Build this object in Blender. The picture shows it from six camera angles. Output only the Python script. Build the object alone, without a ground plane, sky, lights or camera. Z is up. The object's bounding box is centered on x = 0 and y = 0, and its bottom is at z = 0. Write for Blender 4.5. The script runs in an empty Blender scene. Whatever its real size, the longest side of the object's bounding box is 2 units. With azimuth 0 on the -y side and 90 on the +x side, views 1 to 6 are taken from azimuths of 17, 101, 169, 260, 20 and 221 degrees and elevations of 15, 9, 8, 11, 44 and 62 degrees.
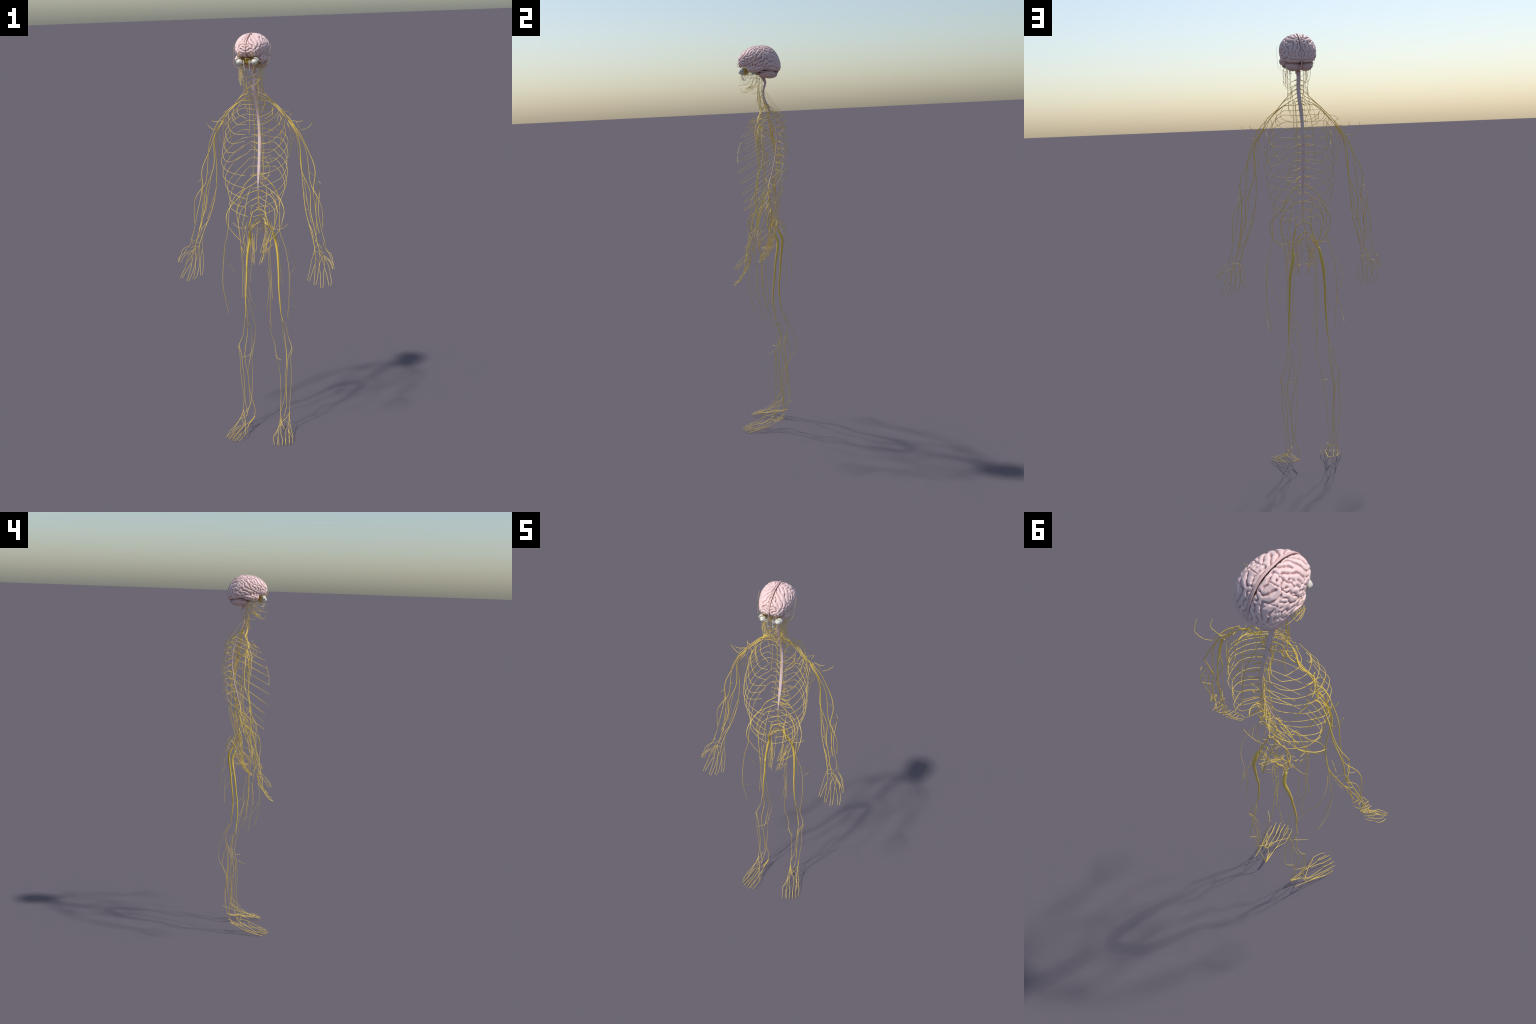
"""Human nervous system: brain, eyes, spinal cord and the peripheral nerves.

Metres, z up, the figure faces -y.  Nerves are tubes swept along splines whose
control points are written in millimetres for the body's left half (x > 0);
each paired nerve is instanced again mirrored in the x = 0 plane.
"""
import bpy, math
import numpy as np
from mathutils import Vector

RNG = np.random.default_rng(11)
SCENE = bpy.context.scene


# ------------------------------------------------------------------ materials
def material(name, colour, dark, rough=0.5, scale=60.0, bump=0.0, coat=0.0, sss=0.0, sss_col=(1, .4, .3)):
    m = bpy.data.materials.new(name)
    m.use_nodes = True
    nt = m.node_tree
    b = nt.nodes["Principled BSDF"]
    tc = nt.nodes.new("ShaderNodeTexCoord")
    nz = nt.nodes.new("ShaderNodeTexNoise")
    nz.inputs["Scale"].default_value = scale
    nz.inputs["Detail"].default_value = 3
    nt.links.new(tc.outputs["Object"], nz.inputs["Vector"])
    ramp = nt.nodes.new("ShaderNodeValToRGB")
    ramp.color_ramp.elements[0].position = 0.3
    ramp.color_ramp.elements[1].position = 0.7
    ramp.color_ramp.elements[0].color = (*dark, 1)
    ramp.color_ramp.elements[1].color = (*colour, 1)
    nt.links.new(nz.outputs["Fac"], ramp.inputs["Fac"])
    nt.links.new(ramp.outputs["Color"], b.inputs["Base Color"])
    b.inputs["Roughness"].default_value = rough
    b.inputs["Coat Weight"].default_value = coat
    b.inputs["Coat Roughness"].default_value = 0.25
    if sss:
        b.inputs["Subsurface Weight"].default_value = sss
        b.inputs["Subsurface Radius"].default_value = sss_col
        b.inputs["Subsurface Scale"].default_value = 0.003
    if bump:
        bp = nt.nodes.new("ShaderNodeBump")
        bp.inputs["Strength"].default_value = bump
        bp.inputs["Distance"].default_value = 0.0008
        n2 = nt.nodes.new("ShaderNodeTexNoise")
        n2.inputs["Scale"].default_value = 700
        nt.links.new(tc.outputs["Object"], n2.inputs["Vector"])
        nt.links.new(n2.outputs["Fac"], bp.inputs["Height"])
        nt.links.new(bp.outputs["Normal"], b.inputs["Normal"])
    return m


CORTEX = material("cortex_pink", (.79, .585, .56), (.745, .535, .51), .56, 45, .15, .0, .12)
CEREBELLUM_PINK = material("cerebellum_pink", (.68, .47, .445), (.63, .43, .40), .45, 60, .1)
DURA = material("dura_rose", (.70, .475, .445), (.64, .42, .39), .5, 70, .1)
CORD = material("cord_rose", (.74, .56, .545), (.69, .51, .495), .42, 40, .1, .1)
NERVE = material("nerve_yellow", (.76, .54, .095), (.70, .485, .08), .42, 25)
EYE = material("sclera_cream", (.66, .64, .55), (.62, .595, .51), .35, 80, 0, .3)
EAR = material("ear_grey", (.50, .52, .46), (.45, .47, .41), .5, 80)

# ------------------------------------------------------------------ hierarchy
ROOT = bpy.data.objects.new("nervous_system", None)
SCENE.collection.objects.link(ROOT)
ROOT["label"] = "human nervous system with pink brain and yellow nerves"
ROOT["category"] = "anatomy model"


def put(name, mesh, mat=None, parent=None, mirror=False):
    o = bpy.data.objects.new(name, mesh)
    SCENE.collection.objects.link(o)
    o.parent = parent or ROOT
    if mirror:
        o.scale = (-1, 1, 1)
    if mat is not None and not mesh.materials:
        mesh.materials.append(mat)
    return o


def mesh_from(name, verts, faces, smooth=True):
    me = bpy.data.meshes.new(name)
    me.from_pydata([tuple(map(float, v)) for v in verts], [], [tuple(map(int, f)) for f in faces])
    me.update()
    if smooth:
        me.polygons.foreach_set("use_smooth", np.ones(len(me.polygons), bool))
    return me


def pair(name, mesh, mat):
    put(name, mesh, mat)
    return put(name, mesh, mat, mirror=True)


# ------------------------------------------------------------------ splines and tubes
def spline(points, step=0.004, closed_ends=True):
    """Centripetal-like Catmull-Rom through control points, sampled about every `step`."""
    p = np.asarray(points, float)
    if len(p) == 2:
        n = max(2, int(np.linalg.norm(p[1] - p[0]) / step) + 1)
        return p[0] + (p[1] - p[0]) * np.linspace(0, 1, n)[:, None]
    q = np.vstack([2 * p[0] - p[1], p, 2 * p[-1] - p[-2]])
    out = []
    for i in range(1, len(q) - 2):
        a, b, c, d = q[i - 1], q[i], q[i + 1], q[i + 2]
        L = np.linalg.norm(c - b)
        m1 = (c - a) * L / (L + np.linalg.norm(b - a) + 1e-9)
        m2 = (d - b) * L / (L + np.linalg.norm(d - c) + 1e-9)
        n = max(2, int(L / step) + 1)
        t = np.linspace(0, 1, n, endpoint=False)[:, None]
        out.append((2 * t**3 - 3 * t**2 + 1) * b + (t**3 - 2 * t**2 + t) * m1 + (-2 * t**3 + 3 * t**2) * c + (t**3 - t**2) * m2)
    out.append(p[-1:])
    return np.vstack(out)


def frames(c):
    """Parallel-transported side vectors along a polyline."""
    t = np.gradient(c, axis=0)
    t /= np.linalg.norm(t, axis=1)[:, None] + 1e-12
    ref = np.array([1.0, 0, 0]) if abs(t[0][0]) < .8 else np.array([0, 1.0, 0])
    u = np.cross(t[0], ref); u /= np.linalg.norm(u)
    U = [u]
    for i in range(1, len(c)):
        u = u - t[i] * (u @ t[i])
        u /= np.linalg.norm(u) + 1e-12
        U.append(u)
    U = np.array(U)
    return t, U, np.cross(t, U)


def tube(c, r, sides=8):
    """Closed tube along polyline c with radius r (scalar or per point), rounded tips."""
    n = len(c)
    r = np.broadcast_to(np.asarray(r, float), (n,)).copy()
    t, U, V = frames(c)
    a = np.linspace(0, 2 * math.pi, sides, endpoint=False)
    rings, verts, faces = [], [], []
    def ring(cc, u, v, rr):
        k = len(verts)
        for x in a:
            verts.append(cc + rr * (math.cos(x) * u + math.sin(x) * v))
        rings.append(k)
    ring(c[0] - t[0] * r[0] * .7, U[0], V[0], r[0] * .65)
    for i in range(n):
        ring(c[i], U[i], V[i], r[i])
    ring(c[-1] + t[-1] * r[-1] * .7, U[-1], V[-1], r[-1] * .65)
    for k in range(len(rings) - 1):
        for j in range(sides):
            j2 = (j + 1) % sides
            faces.append((rings[k] + j, rings[k] + j2, rings[k + 1] + j2, rings[k + 1] + j))
    verts.append(c[0] - t[0] * r[0]); verts.append(c[-1] + t[-1] * r[-1])
    A, B = len(verts) - 2, len(verts) - 1
    for j in range(sides):
        j2 = (j + 1) % sides
        faces.append((A, rings[0] + j2, rings[0] + j))
        faces.append((B, rings[-1] + j, rings[-1] + j2))
    return np.array(verts), faces


def join(parts):
    V, F, k = [], [], 0
    for v, f in parts:
        V.append(np.asarray(v)); F += [tuple(i + k for i in q) for q in f]; k += len(v)
    return np.vstack(V), F


def nerve(name, radius, points, both=True, start=1.0, taper=0.85):
    """A nerve: radius in mm, control points in mm.  It thins toward its far end."""
    c = spline(np.array(points, float) / 1000.0)
    c[:, 2] = np.maximum(c[:, 2], radius / 1000.0)
    r = radius / 1000.0 * np.interp(np.linspace(0, 1, len(c)), [0, .35, 1], [start, 1, taper])
    v, f = tube(c, r)
    me = mesh_from(name, v, f)
    put(name, me, NERVE)
    if both:
        put(name, me, NERVE, mirror=True)




def ellipsoid(centre, radii, nu=40, nv=24, e1=1.0, e2=1.0, warp=None):
    """Superellipsoid grid mesh."""
    def sp(x, e): return np.sign(x) * np.abs(x) ** e
    verts, faces = [], []
    for i in range(nv + 1):
        th = -math.pi / 2 + math.pi * i / nv
        for j in range(nu):
            ph = 2 * math.pi * j / nu
            d = np.array([sp(math.cos(th), e1) * sp(math.cos(ph), e2), sp(math.cos(th), e1) * sp(math.sin(ph), e2), sp(math.sin(th), e1)])
            p = d * radii
            if warp is not None:
                p = warp(p, th, ph)
            verts.append(np.asarray(centre) + p)
    for i in range(nv):
        for j in range(nu):
            j2 = (j + 1) % nu
            faces.append((i * nu + j, i * nu + j2, (i + 1) * nu + j2, (i + 1) * nu + j))
    return np.array(verts), faces


def loft(sections):
    """Closed skin through equally sampled closed sections, ends capped with a fan."""
    n = len(sections[0])
    verts = [p for s in sections for p in s]
    faces = []
    for k in range(len(sections) - 1):
        for j in range(n):
            j2 = (j + 1) % n
            faces.append((k * n + j, k * n + j2, (k + 1) * n + j2, (k + 1) * n + j))
    for k, flip in ((0, True), (len(sections) - 1, False)):
        c = len(verts)
        verts.append(np.mean(sections[k], axis=0))
        for j in range(n):
            j2 = (j + 1) % n
            faces.append((c, k * n + j2, k * n + j) if flip else (c, k * n + j, k * n + j2))
    return np.array(verts), faces


# ------------------------------------------------------------------ cerebrum
def hemisphere_hull():
    """Smooth outer hull of one hemisphere: frontal-parietal-occipital body plus temporal lobe."""
    y = np.array([-88, -84, -76, -62, -45, -22, 0, 30, 60, 85, 105, 118, 125, 128.]) / 1000
    top = np.array([1930, 1945, 1957, 1969, 1981, 1991, 1996.5, 1998.5, 1995, 1982, 1962, 1940, 1920, 1900.]) / 1000
    bot = np.array([1922, 1912, 1902, 1895.5, 1893.5, 1891, 1887, 1878, 1873, 1870, 1868, 1870, 1877, 1888.]) / 1000
    wid = np.array([11, 29, 44, 55, 63, 70, 76, 80, 80, 75, 64.5, 49, 33, 13.]) / 1000
    yy = np.concatenate([np.linspace(-.088, -.076, 10), np.linspace(-.072, .112, 50), np.linspace(.115, .128, 12)])
    secs = []
    for Y in yy:
        t, b, w = (np.interp(Y, y, q) for q in (top, bot, wid))
        m = t * .42 + b * .58
        sec = []
        for k in range(64):
            a = 2 * math.pi * k / 64
            ca, sa = math.cos(a), math.sin(a)
            if ca >= 0:                        # lateral side, bulging
                X = .0015 + w * .12 + (w * .88 - .0015) * abs(ca) ** (1.04 if sa > 0 else .42)
            else:                              # medial wall, flat against the falx
                X = .0015 + w * .12 - (w * .12) * abs(ca) ** .35
            Z = m + (t - m if sa > 0 else m - b) * math.copysign(abs(sa) ** (1.02 if sa > 0 else .62), sa)
            sec.append((X, Y, Z))
        secs.append(sec)
    body = loft(secs)
    ty = np.array([-37, -35, -29, -16, 0, 20, 42, 62, 74.]) / 1000
    tx = np.array([44, 46, 49, 52, 54, 55, 55, 54, 52.]) / 1000
    tz = np.array([1888, 1888, 1887, 1884, 1882, 1884, 1887, 1890, 1893.]) / 1000
    ra = np.array([5, 12, 18, 22, 22.5, 22, 20, 16, 10.]) / 1000
    rb = np.array([6, 11, 15.5, 19, 20, 18, 16, 14, 8.]) / 1000
    secs = []
    for Y in np.concatenate([np.linspace(-.037, -.027, 8), np.linspace(-.024, .074, 30)]):
        X, Z, A, B = (np.interp(Y, ty, q) for q in (tx, tz, ra, rb))
        secs.append([(X + A * math.cos(a), Y, Z + B * math.sin(a)) for a in np.linspace(0, 2 * math.pi, 40, endpoint=False)])
    return body, loft(secs)


def remeshed(parts, voxel):
    v, f = join(parts)
    me = mesh_from("hull", v, f)
    o = bpy.data.objects.new("hull", me)
    SCENE.collection.objects.link(o)
    md = o.modifiers.new("r", "REMESH")
    md.mode = "VOXEL"
    md.voxel_size = voxel
    dg = bpy.context.evaluated_depsgraph_get()
    out = bpy.data.meshes.new_from_object(o.evaluated_get(dg))
    n = len(out.vertices)
    co = np.empty(n * 3); out.vertices.foreach_get("co", co)
    faces = [tuple(p.vertices) for p in out.polygons]
    bpy.data.objects.remove(o); bpy.data.meshes.remove(out); bpy.data.meshes.remove(me)
    return co.reshape(-1, 3), faces


def neighbours(n, faces):
    nb = [set() for _ in range(n)]
    for f in faces:
        for i in range(len(f)):
            a, b = f[i], f[(i + 1) % len(f)]
            nb[a].add(b); nb[b].add(a)
    out = np.empty((n, 5), int)                 # self and four neighbours
    for i, s in enumerate(nb):
        s = sorted(s)
        out[i, 0] = i
        out[i, 1:] = (s + s)[:4] if len(s) >= 3 else [i] * 4
    return out


def vertex_normals(co, faces):
    q = np.array([f if len(f) == 4 else (*f, f[-1]) for f in faces])
    d1, d2 = co[q[:, 2]] - co[q[:, 0]], co[q[:, 3]] - co[q[:, 1]]
    fn = np.cross(d1, d2)
    vn = np.zeros_like(co)
    for k in range(4):
        np.add.at(vn, q[:, k], fn)
    return vn / (np.linalg.norm(vn, axis=1)[:, None] + 1e-12)


# named sulci, as (y, z) mm polylines seen from the side, with relative depth
SULCI = [
    ("lateral", 1.0, [(-40, 1899), (-24, 1905), (-6, 1914), (14, 1921), (34, 1931), (44, 1934), (50, 1944)]),
    ("ascending", .7, [(-40, 1899), (-42, 1912), (-40, 1924), (-43, 1936)]),
    ("central", .6, [(62, 1994), (52, 1982), (50, 1972), (38, 1960), (33, 1948), (20, 1941), (16, 1930)]),
    ("precentral", .45, [(36, 1998), (30, 1984), (19, 1976), (17, 1962), (4, 1952), (4, 1938)]),
    ("superior_temporal", .7, [(-30, 1889), (-12, 1893), (4, 1904), (22, 1903), (36, 1914), (54, 1916), (64, 1929), (82, 1932)]),
    ("inferior_frontal", .4, [(-72, 1928), (-60, 1938), (-48, 1936), (-36, 1946), (-20, 1944), (-8, 1952)]),
    ("parietal", .4, [(60, 1950), (74, 1958), (84, 1952), (98, 1957), (108, 1948)]),
]


def polyline_distance(p, line):
    best = np.full(len(p), 9.0)
    for a, b in zip(line[:-1], line[1:]):
        a, b = np.array(a), np.array(b)
        t = np.clip(((p - a) @ (b - a)) / ((b - a) @ (b - a)), 0, 1)
        best = np.minimum(best, np.linalg.norm(p - (a + t[:, None] * (b - a)), axis=1))
    return best


def cerebral_hemisphere():
    voxel = .00085
    co, faces = remeshed(hemisphere_hull(), voxel)
    nb = neighbours(len(co), faces)
    def blur(u, n):
        for _ in range(n):
            u = u[nb].mean(1)
        return u
    for _ in range(20):
        co = co[nb].mean(1)
    nor = vertex_normals(co, faces)
    lateral = (nor[:, 0] > -.2) & (co[:, 0] > .006)
    main = np.zeros(len(co)); forced = np.zeros(len(co), bool)
    for name, w, line in SULCI:
        d = polyline_distance(co[:, 1:], np.array(line) / 1000.0)
        d = np.where(lateral & (nor[:, 0] > .12), d, 1.0)
        forced |= d < .0013
        main = np.maximum(main, w * np.exp(-(d / .0016) ** 2))
    # gyri: a labyrinth grown by short-range activation, long-range inhibition
    u = blur(RNG.normal(size=len(co)), 8)
    u /= u.std()
    coarse, fine = (34, 90), (25, 66)            # blur steps: finer gyri on the frontal lobe
    front = np.clip((-.005 - co[:, 1]) / .035, 0, 1)
    def band(u, soften=1.0):
        steps = sorted({int(coarse[0] * soften), coarse[1], int(fine[0] * soften), fine[1]})
        got, k = {}, 0
        for s in steps:
            u = blur(u, s - k); k = s
            got[s] = u
        wide = got[int(coarse[0] * soften)] - got[coarse[1]]
        narrow = got[int(fine[0] * soften)] - got[fine[1]]
        return wide + (narrow * 1.05 - wide) * front
    grain = band(blur(RNG.normal(size=len(co)), 8))
    grain /= grain.std()                          # frozen irregularity keeps the folds winding
    for it in range(17):
        u[forced] = -1.2
        w = band(u)
        w -= w.mean()
        u = np.tanh(2.6 * w / w.std() + .5 * grain * max(0, 1 - it / 12) + .0)
    u[forced] = -1.2
    w = band(u, .56)
    amp = np.sqrt(blur(w * w, 90))
    w = w / (amp + 1e-9)
    w = np.clip(np.where(w > 0, w / 1.65, w / 1.15) + .10, -1, 1)
    phase = np.arccos(w) / math.pi                 # 0 on a crest, 1 at the bottom of a sulcus
    relief = np.sqrt(np.clip(1 - phase ** 2.6, 0, 1))
    depth = .0098 * np.clip((co[:, 0] - .0005) / .006, .15, 1)
    under = np.clip((-nor[:, 2] - .55) / .4, 0, 1)
    depth *= 1 - .6 * under
    back = np.clip((co[:, 1] - .085) / .04, 0, 1)    # the occipital pole is less deeply folded
    depth *= 1 - .30 * back
    disp = depth * (relief - 1) - .0045 * main
    co = co + nor * disp[:, None]
    co = .8 * co + .2 * co[nb].mean(1)
    co[:, 0] = np.maximum(co[:, 0], .0009)
    return mesh_from("cerebral_hemisphere", co, faces)


pair("cerebral_hemisphere", cerebral_hemisphere(), CORTEX)


# ------------------------------------------------------------------ falx and tentorium
def falx():
    line = np.array([(-73, 1886), (-80, 1893), (-86.5, 1906), (-89.5, 1922), (-88.5, 1937), (-80, 1953), (-64, 1971), (-42, 1985), (-14, 1996), (16, 1999.3), (44, 1999),
                     (70, 1993), (94, 1977), (112, 1954), (124, 1926), (128.5, 1904), (126, 1884), (117, 1866), (106, 1848)]) / 1000
    c = spline(np.c_[np.zeros(len(line)), line], .003)
    t, U, V = frames(c)
    out = np.c_[np.zeros(len(c)), t[:, 2], -t[:, 1]]
    out *= np.sign((out * (c - np.array([0, .02, 1.93]))).sum(1))[:, None]
    s = np.linspace(0, 1, len(c))
    half = np.interp(s, [0, .06, .2, .45, .7, .9, 1], [.0012, .0018, .0022, .0034, .0040, .0036, .0016])
    prof = [(-1, -2.2), (-1, -.4), (-.85, .25), (-.5, .5), (-.12, .18), (.12, .12), (.5, .55), (.85, .25), (1, -.4), (1, -2.2)]
    X = np.array([1.0, 0, 0])
    secs = [[c[i] + X * half[i] * px + out[i] * (.0013 * pz) for px, pz in prof] for i in range(len(c))]
    v1 = loft(secs)
    # inner sheet between the hemispheres
    prof2 = [(-.0006, 0), (.0006, 0), (.0006, -.014), (-.0006, -.014)]
    secs = [[c[i] + X * px + out[i] * pz for px, pz in prof2] for i in range(4, len(c) - 4)]
    return join([v1, loft(secs)])


v, f = falx()
put("falx_cerebri", mesh_from("falx_cerebri", v, f), DURA)


def tentorium():
    secs = []
    for k, y in enumerate(np.linspace(.018, .116, 30)):
        s = (y - .018) / .098
        w = .067 * math.sqrt(max(.02, 1 - (max(0, s - .25) / .77) ** 2.4)) * (1 if s > .2 else .86 + .7 * s)
        z = lambda x: 1.8715 - .004 * (abs(x) / .067) ** 2 + .0008 * math.sin(90 * y)
        xs = np.linspace(-w, w, 24)
        secs.append([(x, y, z(x) + .0014) for x in xs] + [(x, y, z(x) - .0012) for x in xs[::-1]])
    return loft(secs)


v, f = tentorium()
put("tentorium", mesh_from("tentorium", v, f), DURA)


# ------------------------------------------------------------------ cerebellum and brainstem
def cerebellum():
    def warp(p, th, ph):
        n = p / (np.linalg.norm(p) + 1e-9)
        g = 0
        for level, d in ((.34, 1.5), (.0, .7), (-.38, .9), (-.75, .6)):
            lv = level + .10 * math.cos(ph)
            g -= .0011 * d * math.exp(-((th / 1.57 - lv) / .035) ** 2)
        g += .00022 * math.sin(th * 46)
        p = p + n * g
        p[2] *= 1 - .22 * max(0, -p[1] / .042)          # thins toward the front
        p[0] *= 1 + .22 * p[2] / .0195                  # narrower below
        return p
    return ellipsoid((.0285, .0645, 1.8540), (.0310, .0400, .0195), 90, 110, .86, .80, warp)


v, f = cerebellum()
pair("cerebellar_hemisphere", mesh_from("cerebellar_hemisphere", v, f), CEREBELLUM_PINK)
v, f = ellipsoid((0, .072, 1.8515), (.010, .030, .015), 30, 20)
put("vermis", mesh_from("vermis", v, f), CEREBELLUM_PINK)


def swept_ellipse(line, sides=28):
    """line rows: y, z, half width, half depth (mm) in the midline plane."""
    a = np.array(line, float) / 1000
    s = spline(np.c_[a[:, 0], a[:, 1], np.zeros(len(a))], .004)
    d = np.r_[0, np.cumsum(np.linalg.norm(np.diff(a[:, :2], axis=0), axis=1))]
    ds = np.r_[0, np.cumsum(np.linalg.norm(np.diff(s[:, :2], axis=0), axis=1))]
    ds *= d[-1] / ds[-1]
    w, h = np.interp(ds, d, a[:, 2]) * 1.08, np.interp(ds, d, a[:, 3])
    t = np.gradient(s[:, :2], axis=0); t /= np.linalg.norm(t, axis=1)[:, None]
    secs = []
    for i in range(len(s)):
        n = np.array([t[i, 1], -t[i, 0]])
        secs.append([(w[i] * math.cos(b), s[i, 0] + n[0] * h[i] * math.sin(b), s[i, 1] + n[1] * h[i] * math.sin(b)) for b in np.linspace(0, 2 * math.pi, sides, endpoint=False)])
    return loft(secs)


v, f = swept_ellipse([(8, 1890, 9, 9), (12, 1878, 15, 11), (18, 1866, 16, 12), (26, 1854, 14, 11), (34, 1842, 11, 9.5), (41, 1828, 9.5, 8), (46, 1814, 8.6, 6.5)])
put("brainstem", mesh_from("brainstem", v, f), CEREBELLUM_PINK)
v, f = swept_ellipse([(45.6, 1816, 8.6, 6.6), (43, 1800, 8.4, 5.6), (37, 1783, 8.2, 4.8), (34, 1766, 8.2, 4.6), (34.5, 1748, 8.2, 4.6), (40, 1728, 8.2, 4.4), (50, 1703, 8, 4.2), (63, 1672, 7.6, 3.8), (76, 1640, 7.2, 3.6),
                      (86, 1608, 7, 3.5), (91, 1575, 6.9, 3.4), (92.5, 1540, 6.9, 3.4), (91, 1505, 7, 3.4), (86, 1465, 7, 3.4), (78, 1420, 7, 3.4), (68, 1380, 6.9, 3.3), (58, 1345, 6.2, 3.2), (49, 1312, 4.6, 2.8), (42, 1285, 3, 2.2), (38.5, 1258, 1.6, 1.5)])
put("spinal_cord", mesh_from("spinal_cord", v, f), CORD)

# ------------------------------------------------------------------ eyes and their glands
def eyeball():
    parts = [ellipsoid((.0366, -.0655, 1.8718), (.0150, .0152, .0150), 40, 28)]
    parts.append(ellipsoid((.0366, -.0785, 1.8718), (.0066, .0042, .0066), 24, 14))     # cornea
    return join(parts)


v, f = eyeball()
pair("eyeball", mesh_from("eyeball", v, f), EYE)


def lacrimal_gland():
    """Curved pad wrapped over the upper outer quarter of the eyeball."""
    c = np.array([.0366, -.0655, 1.8718])
    V, F = [], []
    nu, nv = 20, 14
    for layer, rad in ((0, .0172), (1, .0212)):
        for i in range(nv + 1):
            for j in range(nu + 1):
                a = math.radians(8 + 84 * j / nu)                    # from the outer corner over the top
                b = math.radians(-34 + 58 * i / nv)                  # from back to front
                e = min(1, 6 * min(j, nu - j) / nu, 5 * min(i, nv - i) / nv)
                r = .0192 + (rad - .0192) * (.25 + .75 * e)
                d = np.array([math.cos(a) * math.cos(b), -math.sin(b), math.sin(a) * math.cos(b)])
                V.append(c + d * r)
    m = (nu + 1) * (nv + 1)
    for i in range(nv):
        for j in range(nu):
            q = [i * (nu + 1) + j, i * (nu + 1) + j + 1, (i + 1) * (nu + 1) + j + 1, (i + 1) * (nu + 1) + j]
            F.append(tuple(q)); F.append(tuple(m + k for k in q[::-1]))
    rim = [j for j in range(nu + 1)] + [i * (nu + 1) + nu for i in range(1, nv + 1)] + [nv * (nu + 1) + j for j in range(nu - 1, -1, -1)] + [i * (nu + 1) for i in range(nv - 1, 0, -1)]
    for a, b in zip(rim, rim[1:] + rim[:1]):
        F.append((b, a, m + a, m + b))
    return np.array(V), F


v, f = lacrimal_gland()
pair("lacrimal_gland", mesh_from("lacrimal_gland", v, f), EYE)


def tear_duct():
    P = lambda pts: spline(np.array(pts) / 1000.0, .0012)
    sac = P([(13.4, -73.5, 1878), (13.2, -74, 1870), (12.6, -73, 1858), (12.4, -71.5, 1845), (12.4, -70, 1835)])
    parts = [tube(sac, np.interp(np.linspace(0, 1, len(sac)), [0, .15, .5, 1], [.0014, .0022, .0015, .0014]), 10)]
    parts.append(tube(P([(13.4, -74, 1874), (17, -76, 1877), (21, -77, 1876), (24, -77, 1873)]), .0013, 8))
    parts.append(tube(P([(13.4, -74, 1869), (17, -76, 1867), (21, -77, 1868), (24, -77, 1870)]), .0013, 8))
    parts.append(tube(P([(12.4, -70, 1835), (12, -66, 1832.5), (11, -60, 1832.5), (10.5, -55, 1833)]), .0020, 10))
    return join(parts)


v, f = tear_duct()
pair("tear_duct", mesh_from("tear_duct", v, f), EYE)


def inner_ear():
    parts = [ellipsoid((.052, .000, 1.8600), (.007, .009, .0055), 24, 16)]
    a = np.linspace(0, 4.4 * math.pi, 70)
    r = .0055 * np.linspace(1, .25, 70)
    parts.append(tube(np.c_[.047 - .0009 * np.linspace(0, 5, 70), -.006 + r * np.cos(a), 1.8605 + r * np.sin(a)], np.linspace(.0019, .0009, 70), 8))
    for k, (ax, ay, az) in enumerate([(1, 0, .2), (.3, 1, 0), (0, .3, 1)]):
        n = Vector((ax, ay, az)).normalized()
        u = n.orthogonal().normalized(); w = n.cross(u)
        c = np.array([.056, .007, 1.863])
        q = np.array([c + .0058 * (math.cos(t) * np.array(u) + math.sin(t) * np.array(w)) for t in np.linspace(0, 2 * math.pi, 30)])
        parts.append(tube(q, .0011, 8))
    return join(parts)


v, f = inner_ear()
pair("inner_ear", mesh_from("inner_ear", v, f), EAR)


# ------------------------------------------------------------------ nerves of the skull base
def bundle(name, curves, mirror=True, kind=None):
    """Several fine strands joined as one part: list of (radius mm, points mm)."""
    parts = []
    for r, pts in curves:
        c = spline(np.array(pts, float) / 1000, .003)
        parts.append(tube(c, r / 1000, 7))
    v, f = join(parts)
    me = mesh_from(name, v, f)
    for m in ((False, True) if mirror else (False,)):
        o = put(name, me, NERVE, mirror=m)
        if kind:
            o["kind"] = kind


bundle("optic_nerve", [(3.0, [(36, -51, 1872), (30, -38, 1875), (18, -22, 1880), (6, -8, 1884), (0, -2, 1885)])])
oculo = []
for k in range(9):
    a = 2 * math.pi * k / 9
    oculo.append((.9, [(16 + 2 * math.cos(a), -20 + k % 3, 1880 + 2 * math.sin(a)), (27 + 5 * math.cos(a), -36, 1877 + 5 * math.sin(a)), (34 + 9.5 * math.cos(a), -49, 1873.5 + 9.5 * math.sin(a)), (36 + 14.6 * math.cos(a), -61, 1872 + 14.6 * math.sin(a))]))
oculo.append((.55, [(18, -22, 1886), (26, -40, 1889), (32, -62, 1890), (34, -82, 1895), (33, -88, 1905), (30, -87, 1915)]))
oculo.append((.55, [(16, -20, 1884), (16, -38, 1884), (15, -58, 1883), (14, -72, 1880)]))
for k in range(7):                                  # frontal and lacrimal strands above the eye
    oculo.append((.5, [(16 + k, -18, 1886), (14 + 4 * k, -34, 1889 - .4 * abs(k - 2)), (16 + 5.2 * k, -48 - k % 2, 1890.5 - .5 * abs(k - 3)), (17 + 5.6 * k, -60 - 2 * (k % 3), 1890 - abs(k - 3))]))
bundle("oculomotor_nerve", oculo)
olf = [(2.0, [(5.5, -62, 1887), (5.5, -48, 1887), (6, -30, 1888), (8, -14, 1889)]), (3.0, [(5.5, -70, 1886), (5.5, -62, 1886.5)])]
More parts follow.
